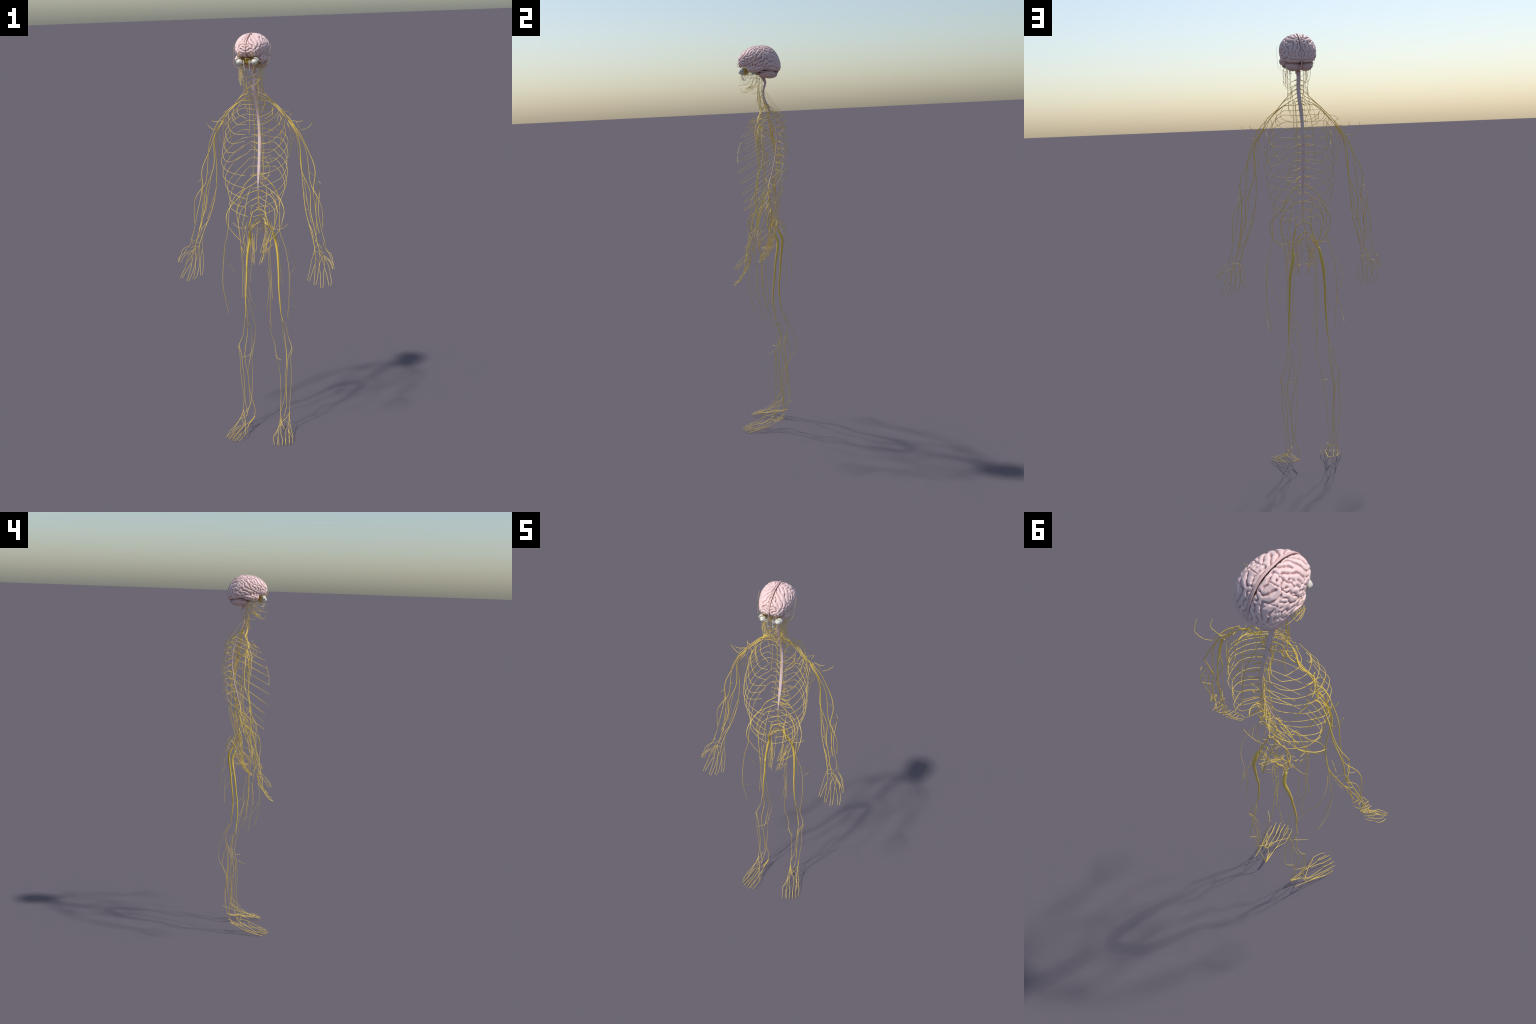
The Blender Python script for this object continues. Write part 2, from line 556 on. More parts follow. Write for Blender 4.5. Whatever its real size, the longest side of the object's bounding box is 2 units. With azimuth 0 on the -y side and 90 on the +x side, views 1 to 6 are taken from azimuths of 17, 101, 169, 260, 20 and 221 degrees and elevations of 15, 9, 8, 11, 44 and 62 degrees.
for k in range(10):
    y = -72 + 3.2 * k
    olf.append((.45, [(5.5, y + 2, 1886), (5.5 + 2.5 * math.sin(2.1 * k), y, 1879), (5 + 4 * math.sin(1.7 * k + 1), y - 1, 1870 - 3 * (k % 3))]))
bundle("olfactory_nerve", olf)
bundle("trigeminal_ganglion", [(3.2, [(20, 2, 1868), (30, -6, 1868), (37, -10, 1864)]), (1.2, [(34, -9, 1866), (32, -26, 1872), (30, -44, 1882)]), (1.1, [(35, -10, 1865), (34, -28, 1860), (33, -48, 1856), (32, -62, 1852), (30, -72, 1848)]),
                               (.9, [(37, -10, 1864), (42, -8, 1850), (47, -6, 1832), (50, -10, 1812), (47, -24, 1798), (40, -44, 1786)]),
                               (.6, [(34, -28, 1860), (33, -34, 1848), (30, -40, 1838)]), (.6, [(33, -48, 1856), (30, -56, 1843), (28, -62, 1832)])])
bundle("vestibulocochlear_nerve", [(1.6, [(14, 18, 1860), (30, 14, 1858), (46, 6, 1857)]), (.8, [(12, 26, 1848), (26, 24, 1844), (36, 22, 1838), (38, 20, 1822)]), (.8, [(14, 20, 1862), (34, 16, 1858), (54, 20, 1850), (62, 25, 1845)])])

# ------------------------------------------------------------------ spinal roots and ganglia
def spinal_ganglia():
    """Two short rootlets and a swelling on every spinal nerve."""
    levels = [(34, 1797), (33, 1776), (34, 1757), (37, 1738), (43, 1719), (51, 1704), (60, 1690), (72, 1664), (82, 1640), (90, 1612), (94, 1581), (96, 1549), (95, 1512), (92, 1477), (86, 1441), (78, 1406), (69, 1368), (60, 1331), (50, 1294), (44, 1254)]
    for i, (y, z) in enumerate(levels):
        low = i > 6
        g = np.array([19.5 if low else 15.5, y + (13 if low else 2), z - 1.5])
        parts = []
        for dz in (3, -1, 5):
            parts.append(tube(spline(np.array([(5, y, z + dz), (11, y + 4 * low, z + dz * .5), g]) / 1000, .003), .0006, 6))
        parts.append(ellipsoid(g / 1000, (.0034, .0019, .0018), 14, 10))
        v, f = join(parts)
        me = mesh_from("spinal_ganglion", v, f)
        put("spinal_ganglion", me, NERVE); put("spinal_ganglion", me, NERVE, mirror=True)


spinal_ganglia()
cauda = []
for k in range(4):
    x = -2.4 + 1.6 * k
    cauda.append((.45, [(x * .3, 40, 1290), (x * .6, 38.5, 1240), (x, 38, 1195), (x, 44, 1163), (x * .9, 52, 1138), (x * .8, 72, 1112), (x * .8, 95, 1084), (x * .7, 110, 1058), (x * .6, 115, 1026 + 6 * (k % 3))]))
bundle("cauda_equina", cauda, mirror=False)
sac = []
for y, z, dz, l in [(88, 1092, -16, 40), (100, 1074, -18, 34), (109, 1058, -20, 26), (113, 1044, -22, 20)]:
    sac.append((.7, [(2, y, z), (10, y - 6, z - 4), (20, y - 16, z + dz * .5), (l, y - 28, z + dz)]))
bundle("sacral_nerve", sac)

# ------------------------------------------------------------------ peripheral nerves
def sciatic_nerve(points):
    """The thick nerve of the thigh: swells below the pelvis, then thins to the knee."""
    c = spline(np.array(points, float) / 1000, .004)
    d = np.r_[0, np.cumsum(np.linalg.norm(np.diff(c, axis=0), axis=1))]; d /= d[-1]
    r = np.interp(d, [0, .015, .05, .12, .2, .35, .6, .8, .9, 1], [3.6, 5.8, 6.8, 6.6, 6.0, 5.0, 3.9, 3.2, 2.3, 1.6]) / 1000
    v, f = tube(c, r, 14)
    me = mesh_from("sciatic_nerve", v, f)
    pair("sciatic_nerve", me, NERVE)


nerve("musculocutaneous_nerve", 1.4, [(152.1, 32.3, 1619.5), (162, 26.5, 1612), (171.7, 22.6, 1603.2), (186.5, 21, 1583.8), (221.8, 24, 1515.6), (231.4, 27.7, 1494.9), (238.7, 31.9, 1473.3), (245.7, 37.1, 1440.3), (250.3, 39.7, 1403.5), (253.7, 38.5, 1367.2), (258.2, 34.2, 1324.2), (262.6, 32.2, 1299.6), (267.1, 29.6, 1286.9), (271.6, 26.3, 1278.3), (291, 11.4, 1252.7), (300.7, 5.6, 1238.8), (307.6, 3.2, 1226.3), (314.7, 3.1, 1209.1), (320.5, 5.6, 1186.8), (323.4, 8.1, 1164), (324.3, 9.3, 1134), (324.8, 8.2, 1091)])
nerve("radial_nerve", 1.6, [(167, 57.7, 1586.8), (175.5, 51.2, 1577.2), (183.7, 49.6, 1567.9), (201.9, 53, 1545), (215.3, 56.6, 1522.3), (236.2, 62, 1473.9), (252.6, 62.2, 1436.5), (268, 57.9, 1403.9), (279.4, 48.8, 1375.1), (283.8, 41.8, 1355.5), (285.1, 35.8, 1335.7), (278.8, 24.6, 1281.4), (278.4, 20.1, 1257.3), (279.3, 21.9, 1239), (282, 30, 1208.3), (284, 31.6, 1189.7), (289.6, 23.6, 1135.8), (294.4, 21.7, 1102.7), (299, 20.1, 1081.6), (305.1, 15.3, 1059.4)])
nerve("superficial_radial_nerve", 1.1, [(283.6, 33.3, 1303.4), (292.8, 43.6, 1291), (297.7, 54.8, 1277.6), (298.8, 61.4, 1266), (299, 62.6, 1255), (299, 59.8, 1244.4), (299, 53.9, 1232.6), (300.3, 24.6, 1188.7), (302.5, 14.2, 1170.8), (305, 7.9, 1155.7), (311.5, 0.9, 1120.3), (325.6, -3.4, 1057.9), (331.1, -6.2, 1040.9), (335, -11, 1028.7)])
nerve("posterior_interosseous_nerve", 0.96, [(289.6, 46.8, 1259.5), (288.3, 59.1, 1240.7), (287.2, 60.5, 1234), (285.6, 59.7, 1226.3), (283.4, 54.4, 1204.4), (283.4, 46.9, 1178.7), (286.1, 39, 1144.9), (291.9, 19, 1084), (293.2, 11.2, 1052.9)])
nerve("median_nerve", 1.7, [(163.9, 34.9, 1592.8), (180.8, 30.2, 1570.5), (193.9, 29, 1549.6), (204.1, 29.9, 1526.8), (210.8, 32, 1502.7), (215.3, 35.8, 1469.4), (216.1, 37.5, 1440.1), (215.8, 35.6, 1407.2), (218.6, 31, 1375.1), (223.3, 28.3, 1355.2), (230.1, 26.6, 1335.6), (254.2, 25.9, 1280.9), (262, 26.1, 1252.4), (263.4, 25.4, 1231.7), (262.9, 22.7, 1211.2), (262.9, 18.1, 1191.1), (264.8, 12.3, 1171.3), (269.9, 6, 1147.6), (285.9, -5.3, 1091.8), (304.3, -23.9, 1016.2), (312.2, -25.9, 991.7), (317.9, -24.3, 979.1), (326.8, -20, 962)])
nerve("ulnar_nerve", 1.6, [(165.5, 46.6, 1592.6), (178.9, 38.9, 1574.6), (191.7, 34.8, 1554.5), (202.3, 34.1, 1532.2), (209.3, 36.1, 1508), (213.8, 42.6, 1470.1), (213.5, 55.8, 1410.1), (213.8, 60.7, 1375.8), (215.9, 60.4, 1316.4), (221.4, 55.5, 1253.4), (226.6, 46.8, 1212.5), (236.3, 32.3, 1164.9), (250.6, 18.2, 1118.3), (272.5, -3.8, 1058.4), (286.7, -20.7, 1013.1), (291.8, -27.9, 990.2), (294.7, -33.5, 963.5)])
nerve("dorsal_ulnar_nerve", 0.96, [(255.1, 15.7, 1104), (270.7, 0.2, 1083.3), (278.9, -13.8, 1070.1), (283.7, -17.7, 1056.1), (292.3, -18.5, 1035.1), (295.6, -21.5, 1029.2), (297.9, -26.5, 1025.9)])
nerve("dorsal_ulnar_nerve", 0.83, [(278.8, -8.4, 1037.6), (284.7, -6, 997), (284.6, -10.1, 978.2), (280.5, -19.8, 958.5), (274.8, -27.9, 936), (271.8, -37.3, 909.7), (267.2, -62, 871.8), (266.4, -70.5, 862.5), (266.7, -83.2, 851.6)])
nerve("medial_forearm_cutaneous_nerve", 0.83, [(232.6, 21.7, 1318.6), (240.2, 17.9, 1280.6), (250.1, 8.9, 1224.6), (253.9, 7.7, 1200.2), (258.3, 8.8, 1169.5), (264.3, 5.3, 1144.7)])
nerve("medial_forearm_cutaneous_nerve", 0.83, [(223.2, 55.8, 1248.1), (235.8, 54.6, 1216.2), (256.3, 36.5, 1137.7), (264.7, 25, 1105.4)])
nerve("medial_arm_cutaneous_nerve", 1.1, [(162.6, 31.1, 1593.2), (174.2, 27.9, 1574.8), (181.5, 27.9, 1562.3), (190.1, 31.9, 1545.3), (198.2, 38.9, 1522.6), (201.2, 47.3, 1486.1), (200, 62.1, 1450.4), (201.8, 73.1, 1406.8)])
nerve("digital_nerve", 0.96, [(294.3, -32.2, 980.6), (294.4, -34.1, 933.1), (292.2, -36, 912.9), (286.7, -45.8, 899.6), (281.8, -58.2, 876.5), (278.7, -68.7, 863.1), (275, -82.6, 849.7)])
nerve("digital_nerve", 0.96, [(293.7, -29.4, 980.7), (290.8, -17.4, 969.6), (289.8, -12.7, 960.7), (290.5, -16.2, 940.1), (291.1, -22, 923.7), (293.8, -43.6, 883.2), (296.3, -72.3, 845.4), (297.3, -80, 839.5), (300.6, -98.1, 834)])
nerve("digital_nerve", 0.96, [(328.3, -12, 959.9), (326.9, -10.1, 955.4), (324.4, -10.2, 948.5), (319.5, -13.9, 936.2), (317.2, -18.1, 931.2), (314.8, -28.3, 923.2), (313.7, -40, 907.6), (313.2, -44.3, 899.4), (311, -49, 882.2), (310.7, -62.3, 865.8), (309.8, -75.3, 846.2), (309.5, -81.5, 842.1), (309.4, -98.8, 836)])
nerve("digital_nerve", 0.96, [(312.3, -30.4, 976.4), (313, -29.9, 948.7), (311.3, -23, 927.6), (310.9, -23.9, 915.2), (313.4, -36.3, 901.3), (319.8, -44.8, 880.7), (323.8, -59.6, 858.1), (328.7, -82.1, 835.1), (332.5, -99.7, 822.1)])
nerve("digital_nerve", 0.96, [(330, -8, 957.6), (331.1, -10.6, 952.9), (334, -11.6, 940.4), (335.2, -15.3, 926.2), (336.2, -27.6, 902.8), (336.2, -39.2, 886), (341.2, -70.6, 844.2), (343.2, -95.8, 822.7)])
nerve("digital_nerve", 0.96, [(313.3, -29.3, 975.3), (328.3, -35.5, 948.4), (333.4, -37.8, 935.7), (337.7, -37, 916.2), (339.7, -31.6, 898.9), (341.2, -31.8, 894.1), (351.3, -45.5, 874.9), (359.3, -60.6, 857.1), (370.2, -87.7, 832.2)])
nerve("digital_nerve", 0.96, [(330, -7.9, 958.4), (334, -18.3, 956.6), (345.8, -32.3, 942.5), (360.1, -33.8, 909.2), (363.7, -38.7, 897.6), (366.5, -40.7, 881.4), (372.4, -49.7, 863), (378.5, -70.8, 842.6), (378.9, -89.2, 832.2)])
nerve("digital_nerve", 0.7, [(345.3, -7.9, 925.8), (354.7, -17.3, 911.2), (361.5, -28.4, 898.4), (362.7, -35.4, 893.5)])
nerve("thumb_nerve", 0.83, [(329.4, -9.3, 958.8), (337.2, -13.7, 956.6), (343.3, -27.5, 957.1), (359.1, -44.4, 952.5), (364.9, -53, 950.3), (375.6, -62, 939.2), (382.6, -68.4, 929.4), (388.7, -77.5, 912.8)])
nerve("thumb_nerve", 0.83, [(345.3, -36.3, 943.6), (356, -38.2, 944.4), (365.5, -42.6, 938.3), (374.5, -51.3, 925.9), (380.1, -56.2, 913), (385.5, -65.3, 906.5)])
nerve("thumb_nerve", 0.83, [(334.3, -9.5, 1034.6), (334.9, -9.5, 1028.3), (335, -11.1, 1025.5), (334.6, -27.6, 1018), (334.5, -30.1, 1014), (336.6, -24.6, 1001.7), (342.8, -20.2, 989.7), (348.3, -18.9, 982.6), (357.2, -20.6, 972.9), (365.3, -27.2, 961), (371.8, -35.6, 947.1), (378.1, -46.5, 938.6), (389.2, -60.9, 924.9), (393.3, -70.5, 910.7)])
nerve("thumb_nerve", 0.83, [(335.4, -8, 1024.6), (339.3, -0.9, 1006.7), (342.4, -12.7, 995.3), (347.5, -13.9, 985.2), (353.7, -14.4, 977.6), (356.7, -16.9, 976.2), (362, -27.5, 977.5), (367.9, -31, 974.5), (374.8, -39.3, 967.8), (379.7, -46.3, 958.6), (383.8, -53.7, 942), (390.2, -65.9, 928.6), (393.6, -69.8, 910.6)])
nerve("palmar_arch", 0.7, [(306, -22.6, 1015.4), (317.1, -32.2, 1011), (321.1, -31.3, 1006.4), (325.7, -35.8, 999.6), (324.7, -31.9, 985), (322.5, -24.4, 975.5)])
nerve("palmar_arch", 0.7, [(334.3, -32, 973.4), (329.7, -26.5, 978.3), (321.6, -26.1, 981.3), (296, -30.1, 979.5)])
nerve("palmar_arch", 0.7, [(303.5, -26.6, 1006.3), (298.2, -28, 1001.9), (293.1, -25.5, 1001.6)])
nerve("palmar_arch", 0.7, [(295.9, -32.1, 951.3), (303.1, -30.1, 939.9), (309.7, -26.3, 927.8)])
nerve("forearm_branch", 0.7, [(234.8, 34.8, 1168.5), (244.4, 24.8, 1170.6), (253.8, 14.9, 1172.7)])
nerve("elbow_branch", 0.7, [(286.1, 36, 1320.2), (295.4, 54.4, 1307.3), (301.5, 51.9, 1299.8), (308.8, 42, 1295.4), (310.4, 36.9, 1295.1)])
nerve("elbow_branch", 0.7, [(274.2, 85.1, 1323), (261, 78.6, 1334.8), (248.1, 73.2, 1346.1)])
nerve("tibial_nerve", 1.2, [(100.4, 59.3, 583.8), (97, 79.4, 542.7), (97, 84.1, 526.8), (98.1, 86.1, 507.9), (101.7, 83.7, 479), (110.8, 71.6, 409), (111.7, 68.9, 387.5), (110.9, 67.6, 365.7), (107.4, 67.7, 336.3), (100.2, 70.9, 283.9), (96, 76.5, 206.3), (92.7, 78.5, 175.6), (86.7, 78.7, 146.3), (74.4, 77.1, 108.4), (70.3, 75.7, 91.2), (69.1, 73.5, 77.6), (69.7, 70.7, 67.7), (72, 65.1, 55.8), (74.6, 59.4, 48.1), (77.6, 52.4, 42), (80.9, 43.9, 37.7), (87.4, 23.8, 33.4)])
nerve("common_fibular_nerve", 1.1, [(105.8, 75.7, 578), (110.6, 77.6, 555.5), (116.2, 81.6, 515), (120.4, 81.8, 495.5), (130.5, 78.1, 468.9), (136.1, 73.1, 456.3), (138.4, 67.8, 447), (136.2, 60.3, 432.6), (128.8, 54.4, 414.1), (123.8, 51.4, 396.6), (120.6, 48.2, 371.9), (118.3, 45.9, 339.9), (112.6, 47.2, 250), (111.8, 41, 178.5), (110.4, 41.4, 141.5), (106.6, 39.1, 119.6), (99.8, 30.1, 84.1)])
nerve("superficial_fibular_nerve", 0.96, [(144, 63.4, 442.9), (137.8, 60.2, 417.5), (134.9, 58.4, 393.2), (135.3, 60.7, 292.2), (123.4, 61.6, 158.5), (122.9, 58.8, 141.6), (124.1, 48.2, 109.5), (125.5, 40.6, 79.3), (126, 33.5, 63.8)])
nerve("saphenous_nerve", 0.96, [(60.6, -14.3, 739.8), (50.5, 6.8, 661), (40.8, 29.6, 588.9), (38.9, 37.5, 562.9), (39.3, 43.5, 541), (44.7, 51.3, 506), (52.7, 55.2, 472.1), (56.7, 53.3, 452.4), (62.3, 44.8, 419.2), (64.5, 44.7, 402.9), (66.5, 48.6, 385), (71.3, 64.8, 332.9), (73.7, 69.1, 297.7), (75.3, 68, 264.4), (76.7, 63.9, 219.6), (77.4, 59.7, 191.7), (78.4, 53.6, 168.9), (79.7, 45.8, 151.3), (81.6, 35.2, 135.2), (84.4, 22.3, 120.5), (89.7, -0.5, 98.5)])
nerve("saphenous_nerve", 0.96, [(70.6, -42.9, 988.6), (67.1, -44.9, 970), (65.1, -44, 950.4), (64.2, -36.2, 896.9), (65.9, -30.5, 845.6), (66.4, -33.1, 776.4), (63.9, -32.3, 721.1), (59.1, -24.4, 643.4), (60.7, -15.6, 584.3)])
nerve("infrapatellar_nerve", 0.83, [(63.4, 32.4, 416.7), (71, 24.2, 409.6), (80, 14.7, 406.4), (101.7, -3.4, 405.2)])
nerve("femoral_branch", 0.96, [(73.9, -37.8, 1002.9), (72.5, -40.6, 976.9), (72, -40.7, 960.2), (72.3, -33, 884.1), (73.1, -32.2, 851.6), (73.7, -32.8, 831.4), (75.1, -36.8, 794.9), (77.4, -39.5, 734)])
nerve("sural_nerve", 0.96, [(89, 71.7, 590.4), (84.9, 95.5, 538.7), (84, 110, 500.5), (86.7, 122.7, 455.5), (90.9, 128, 418.9), (93.6, 126.6, 394.1), (96.1, 120.1, 371.4), (98.3, 109.8, 350.3), (99.9, 84.2, 310.2), (99.6, 78.6, 296.7), (99.3, 76.1, 285.2), (98.6, 76, 250.5), (99.9, 84.3, 137.7), (98.7, 83.8, 110)])
nerve("lateral_thigh_nerve", 1.1, [(127.5, -52.1, 1126.4), (127.7, -56, 1095), (131.2, -56.7, 1071.7), (137.6, -55.1, 1048), (153.1, -48.1, 993.2), (161.8, -44.1, 938), (167.2, -47.2, 884.4), (169.1, -55.9, 823), (168.4, -56.6, 798.9), (165.6, -53.7, 758.8), (152, -38.9, 646.4)])
nerve("lateral_thigh_nerve", 0.7, [(160.7, -34.4, 982.9), (171.3, -19.9, 962.1), (177.9, -2.6, 941.5), (180.5, 13.3, 921.5), (178.5, 28.6, 900.3), (174.2, 38.6, 885), (165.2, 49.1, 867), (152.1, 56.1, 849.4), (145.7, 58.9, 835.9), (141.7, 62.6, 826), (139.1, 68.1, 818.6), (131.2, 91, 794.8)])
nerve("lateral_thigh_nerve", 0.7, [(174, -47.7, 782.8), (180.6, -28.5, 740.4), (181.9, -13.4, 718.8), (180.5, -2.5, 706.5), (179.1, 30.6, 683.3), (176.7, 35.2, 679.1), (170.5, 39, 672.8)])
nerve("gracilis_nerve", 0.83, [(60.8, 107.9, 1026.8), (63.4, 123.2, 1004.6), (65.5, 128.7, 993.2), (68.4, 131.5, 975.5), (68.3, 124.9, 964.6), (68.8, 124.6, 960.3), (71.6, 131.1, 946.6), (76.7, 144.8, 926.4), (77.3, 146, 920.9)])
nerve("thigh_cutaneous_nerve", 0.83, [(49.3, -12.8, 873.1), (53.3, -8.9, 825.7), (53.6, -4.7, 792.8), (46.3, -3.7, 727.1), (42.1, -1.1, 709.6), (38.1, 3, 694.8), (23.4, 23.8, 651.9)])
nerve("posterior_thigh_nerve", 0.83, [(71.9, 120.9, 917.6), (71.9, 123.9, 886.1), (85.6, 124.6, 761.1)])
nerve("dorsal_foot_nerve", 0.96, [(124.5, 42.7, 98), (116.3, 28, 87.1), (111.7, 16.9, 81.2), (97.4, -14.3, 70.1), (92.9, -25.8, 64.6), (84.1, -57.7, 44.2), (74, -82.3, 26), (76.5, -98.2, 21.9), (86, -125.2, 11.2), (93, -138.1, 6.3)])
nerve("dorsal_foot_nerve", 0.96, [(94.1, -27.4, 66), (97.9, -34.2, 46.6), (98.9, -36.7, 43.3), (106.5, -64.1, 30.9), (122.3, -96.6, 17), (131.3, -134.9, 2.3)])
nerve("dorsal_foot_nerve", 0.96, [(123, 40.2, 96.1), (124.9, 29.8, 77.5), (148.9, -67.7, 17.6)])
nerve("dorsal_foot_nerve", 0.83, [(90.5, 15.1, 88.2), (105.8, 19.6, 67.6), (125.5, 17.4, 53.9)])
nerve("dorsal_foot_nerve", 0.83, [(90.5, 15.1, 88.2), (87.4, -5, 91), (89.1, -14.8, 89.6)])
nerve("plantar_nerve", 0.96, [(69.4, 71.7, 50), (70.2, 54.5, 49), (76.4, 17.7, 42.1), (78.6, -5, 44.9), (79.5, -33, 26), (72.9, -58, 17.6), (72.2, -63.2, 17.6), (72.5, -80.7, 22.2), (73.9, -91.2, 23.4)])
nerve("plantar_nerve", 0.96, [(69.4, 71.7, 50), (79.7, 25, 37.8), (81.7, -6.7, 32.9), (93.1, -67.4, 19.3), (94, -74.6, 19.2), (95.6, -93.1, 22.5), (95.9, -99.4, 22.1), (96.1, -102.1, 19.9), (99, -107.1, 11.8), (104.3, -125.2, 10), (106, -133.9, 5)])
nerve("plantar_nerve", 0.96, [(113.5, 3.2, 21.5), (119.1, -15.5, 18.5), (133.1, -80.5, 7.5), (147.8, -120.8, 1.5)])
nerve("plantar_nerve", 0.96, [(124.7, 7.3, 23.6), (144.3, -43.1, 10.9), (151.1, -71.6, 3.7), (163, -102.4, -3)])
nerve("plantar_nerve", 0.96, [(70.4, 72, 49.8), (80.9, 48.4, 39.6), (92.6, 27.7, 30.7), (113.5, 3.2, 21.5)])
nerve("plantar_nerve", 0.83, [(125.5, 17.4, 53.9), (115.8, 9.7, 30.9), (113.5, 3.2, 21.5)])
nerve("plantar_nerve", 0.83, [(124.7, 7.3, 23.6), (142.8, -22.5, 19.6), (160.6, -52.4, 14.4)])
nerve("toe_nerve", 0.83, [(95.8, -83.9, 25.3), (103.2, -97.9, 20.5), (117.1, -142.5, 4.9)])
nerve("toe_nerve", 0.83, [(119.6, -87.9, 12.9), (126.1, -112.4, 9), (131.6, -137, 5.5)])
nerve("toe_nerve", 0.83, [(131.9, -75.3, 16.9), (140.1, -96.3, 13.5), (150.5, -131.2, 7.4)])
nerve("toe_nerve", 0.83, [(148, -65.7, 18.2), (157.7, -91.3, 14.4), (166.2, -117.6, 10.3)])
nerve("lateral_foot_nerve", 0.96, [(110.1, 89.5, 86.5), (119.6, 56.9, 69.9), (131.8, 24.5, 54.1), (153, -29.2, 29.6), (163.7, -51.9, 19.8), (172.6, -95.4, 1.3)])
nerve("intercostal_nerve", 0.89, [(87, 92.1, 1674.1), (89.2, 80.5, 1667.9), (89.3, 48, 1652.6), (87.8, 29.4, 1643.8), (85, 21.7, 1640.2), (70.5, -4, 1628.1), (55.8, -16.6, 1622.2), (34.8, -30.1, 1616.9), (20, -43, 1610.4)])
nerve("intercostal_nerve", 0.89, [(19.5, 71.7, 1664), (45.2, 98.4, 1662.2), (52.6, 104, 1662.1), (68.4, 106.5, 1663.2), (86.7, 104.9, 1662.3), (91.8, 98.5, 1659.2), (107.8, 63.4, 1642.6), (110.2, 53.3, 1638), (111.6, 33.4, 1628.9), (108.2, 15.8, 1620.8), (101.3, -3.9, 1611.7), (88, -27.4, 1600.9), (71, -48, 1591.4), (63.1, -54.2, 1588.6), (51.3, -60.2, 1585.9), (32.5, -62.6, 1586), (14, -65, 1588.6)])
nerve("intercostal_nerve", 0.89, [(19.5, 80.3, 1640.7), (47.6, 108.6, 1641.8), (57.8, 116.1, 1642.5), (77.5, 119.3, 1644.3), (88.5, 118.8, 1643.9), (94.3, 116.8, 1642.6), (109.6, 100.6, 1633.4), (117.9, 86.1, 1626.2), (123.7, 71.6, 1619.1), (126.4, 60.3, 1613.6), (128.9, 18.5, 1593.1), (124.6, -4.7, 1581.7), (116.9, -22.5, 1573), (98.6, -51.1, 1559), (76.1, -73.9, 1547.8), (70.9, -77.5, 1546), (47, -81.5, 1542.8), (14.4, -86, 1542.8)])
nerve("intercostal_nerve", 0.89, [(19.5, 100.3, 1614.3), (36.4, 119.2, 1611.2), (47.9, 125, 1611.7), (64.6, 127.7, 1614), (80.5, 128.1, 1614.4), (88.2, 126.3, 1612.9), (98.3, 121.3, 1609), (121.9, 92.5, 1594.3), (130.5, 76.3, 1586.2), (139, 42.6, 1569.3), (140.2, 12.5, 1554.3), (136.9, -9, 1543.5), (122.1, -45.7, 1525.2), (111, -65.9, 1515.1), (95.2, -84, 1506), (82.6, -90.8, 1502.6), (72.7, -92.8, 1501.6), (57.8, -91.5, 1503.3), (15.3, -95, 1513.9)])
nerve("intercostal_nerve", 0.89, [(19.5, 99.4, 1583.3), (45.1, 129.6, 1582.6), (50.4, 133.2, 1583.2), (57.5, 134.7, 1584.5), (68.3, 133.7, 1583.3), (75.8, 131.4, 1581.2), (103.7, 111.2, 1568.7), (125, 89.8, 1557.6), (138.6, 63.8, 1544.1), (145.3, 39.4, 1531.4), (146.2, 1.2, 1511.6), (141.9, -25.8, 1497.6), (132.7, -51.8, 1484.1), (113.9, -83.7, 1467.5), (102.2, -94.7, 1461.9), (92.8, -98.9, 1459.9), (85.1, -100.7, 1459.8), (63.1, -101.7, 1464.8), (40.6, -102.3, 1477.7), (15.1, -103, 1498.7)])
nerve("intercostal_nerve", 0.89, [(19.5, 104.3, 1551.5), (35.8, 119.2, 1542.6), (44.6, 123.9, 1538.6), (57.6, 122.4, 1536.6), (80.6, 128.7, 1540.2), (93, 124.8, 1538), (109.9, 111.6, 1530.7), (140.1, 76.5, 1511.6), (152.7, 51.2, 1497.8), (157.5, 30.2, 1486.4), (155.6, -6.7, 1466.3), (149.8, -32, 1452.6), (133.1, -66.7, 1433.7), (122.9, -82.8, 1425), (115, -91.8, 1420.1), (103.5, -98.9, 1416.2), (86.8, -99.8, 1417.2), (64.5, -105, 1426.5), (29.8, -112, 1446)])
nerve("intercostal_nerve", 0.89, [(19.5, 105.7, 1515.3), (54.1, 129.4, 1504.5), (66.8, 134.5, 1502.2), (84.9, 133.6, 1500.7), (96.3, 129, 1497.2), (104.3, 123.8, 1494), (116.3, 111.4, 1486.9), (138.6, 74.4, 1466), (159.9, 17.8, 1434), (161.9, -2.5, 1422.6), (158.6, -25, 1409.9), (152.1, -42.4, 1400.1), (139.5, -63, 1388.4), (122.7, -80.4, 1378.6), (101.5, -94.8, 1370.4), (77.8, -106.1, 1364.1), (43.6, -116, 1358.5), (11.8, -121.1, 1355.6)])
nerve("intercostal_nerve", 0.89, [(19.5, 104.2, 1478.9), (42.1, 133.5, 1477.1), (46.6, 137.3, 1477.1), (52.2, 139.5, 1477.6), (58.8, 139.7, 1477.8), (64.9, 138.3, 1475.4), (74.4, 133.8, 1469.2), (86.8, 124.5, 1460.7), (116.6, 97.2, 1441.3), (128, 83.6, 1431.8), (135.1, 72, 1423.8), (142.4, 56.3, 1413), (149, 35.8, 1398.8), (153.4, 15.1, 1384.4), (154.7, -1.9, 1372.7), (153.5, -20.1, 1360.1), (149.9, -36, 1349.1), (142.9, -51.1, 1338.6), (135.8, -60.4, 1332.2), (111, -79.1, 1319.3), (90.2, -90.2, 1311.6), (66.5, -99.5, 1305.2), (15.8, -114.5, 1294.8)])
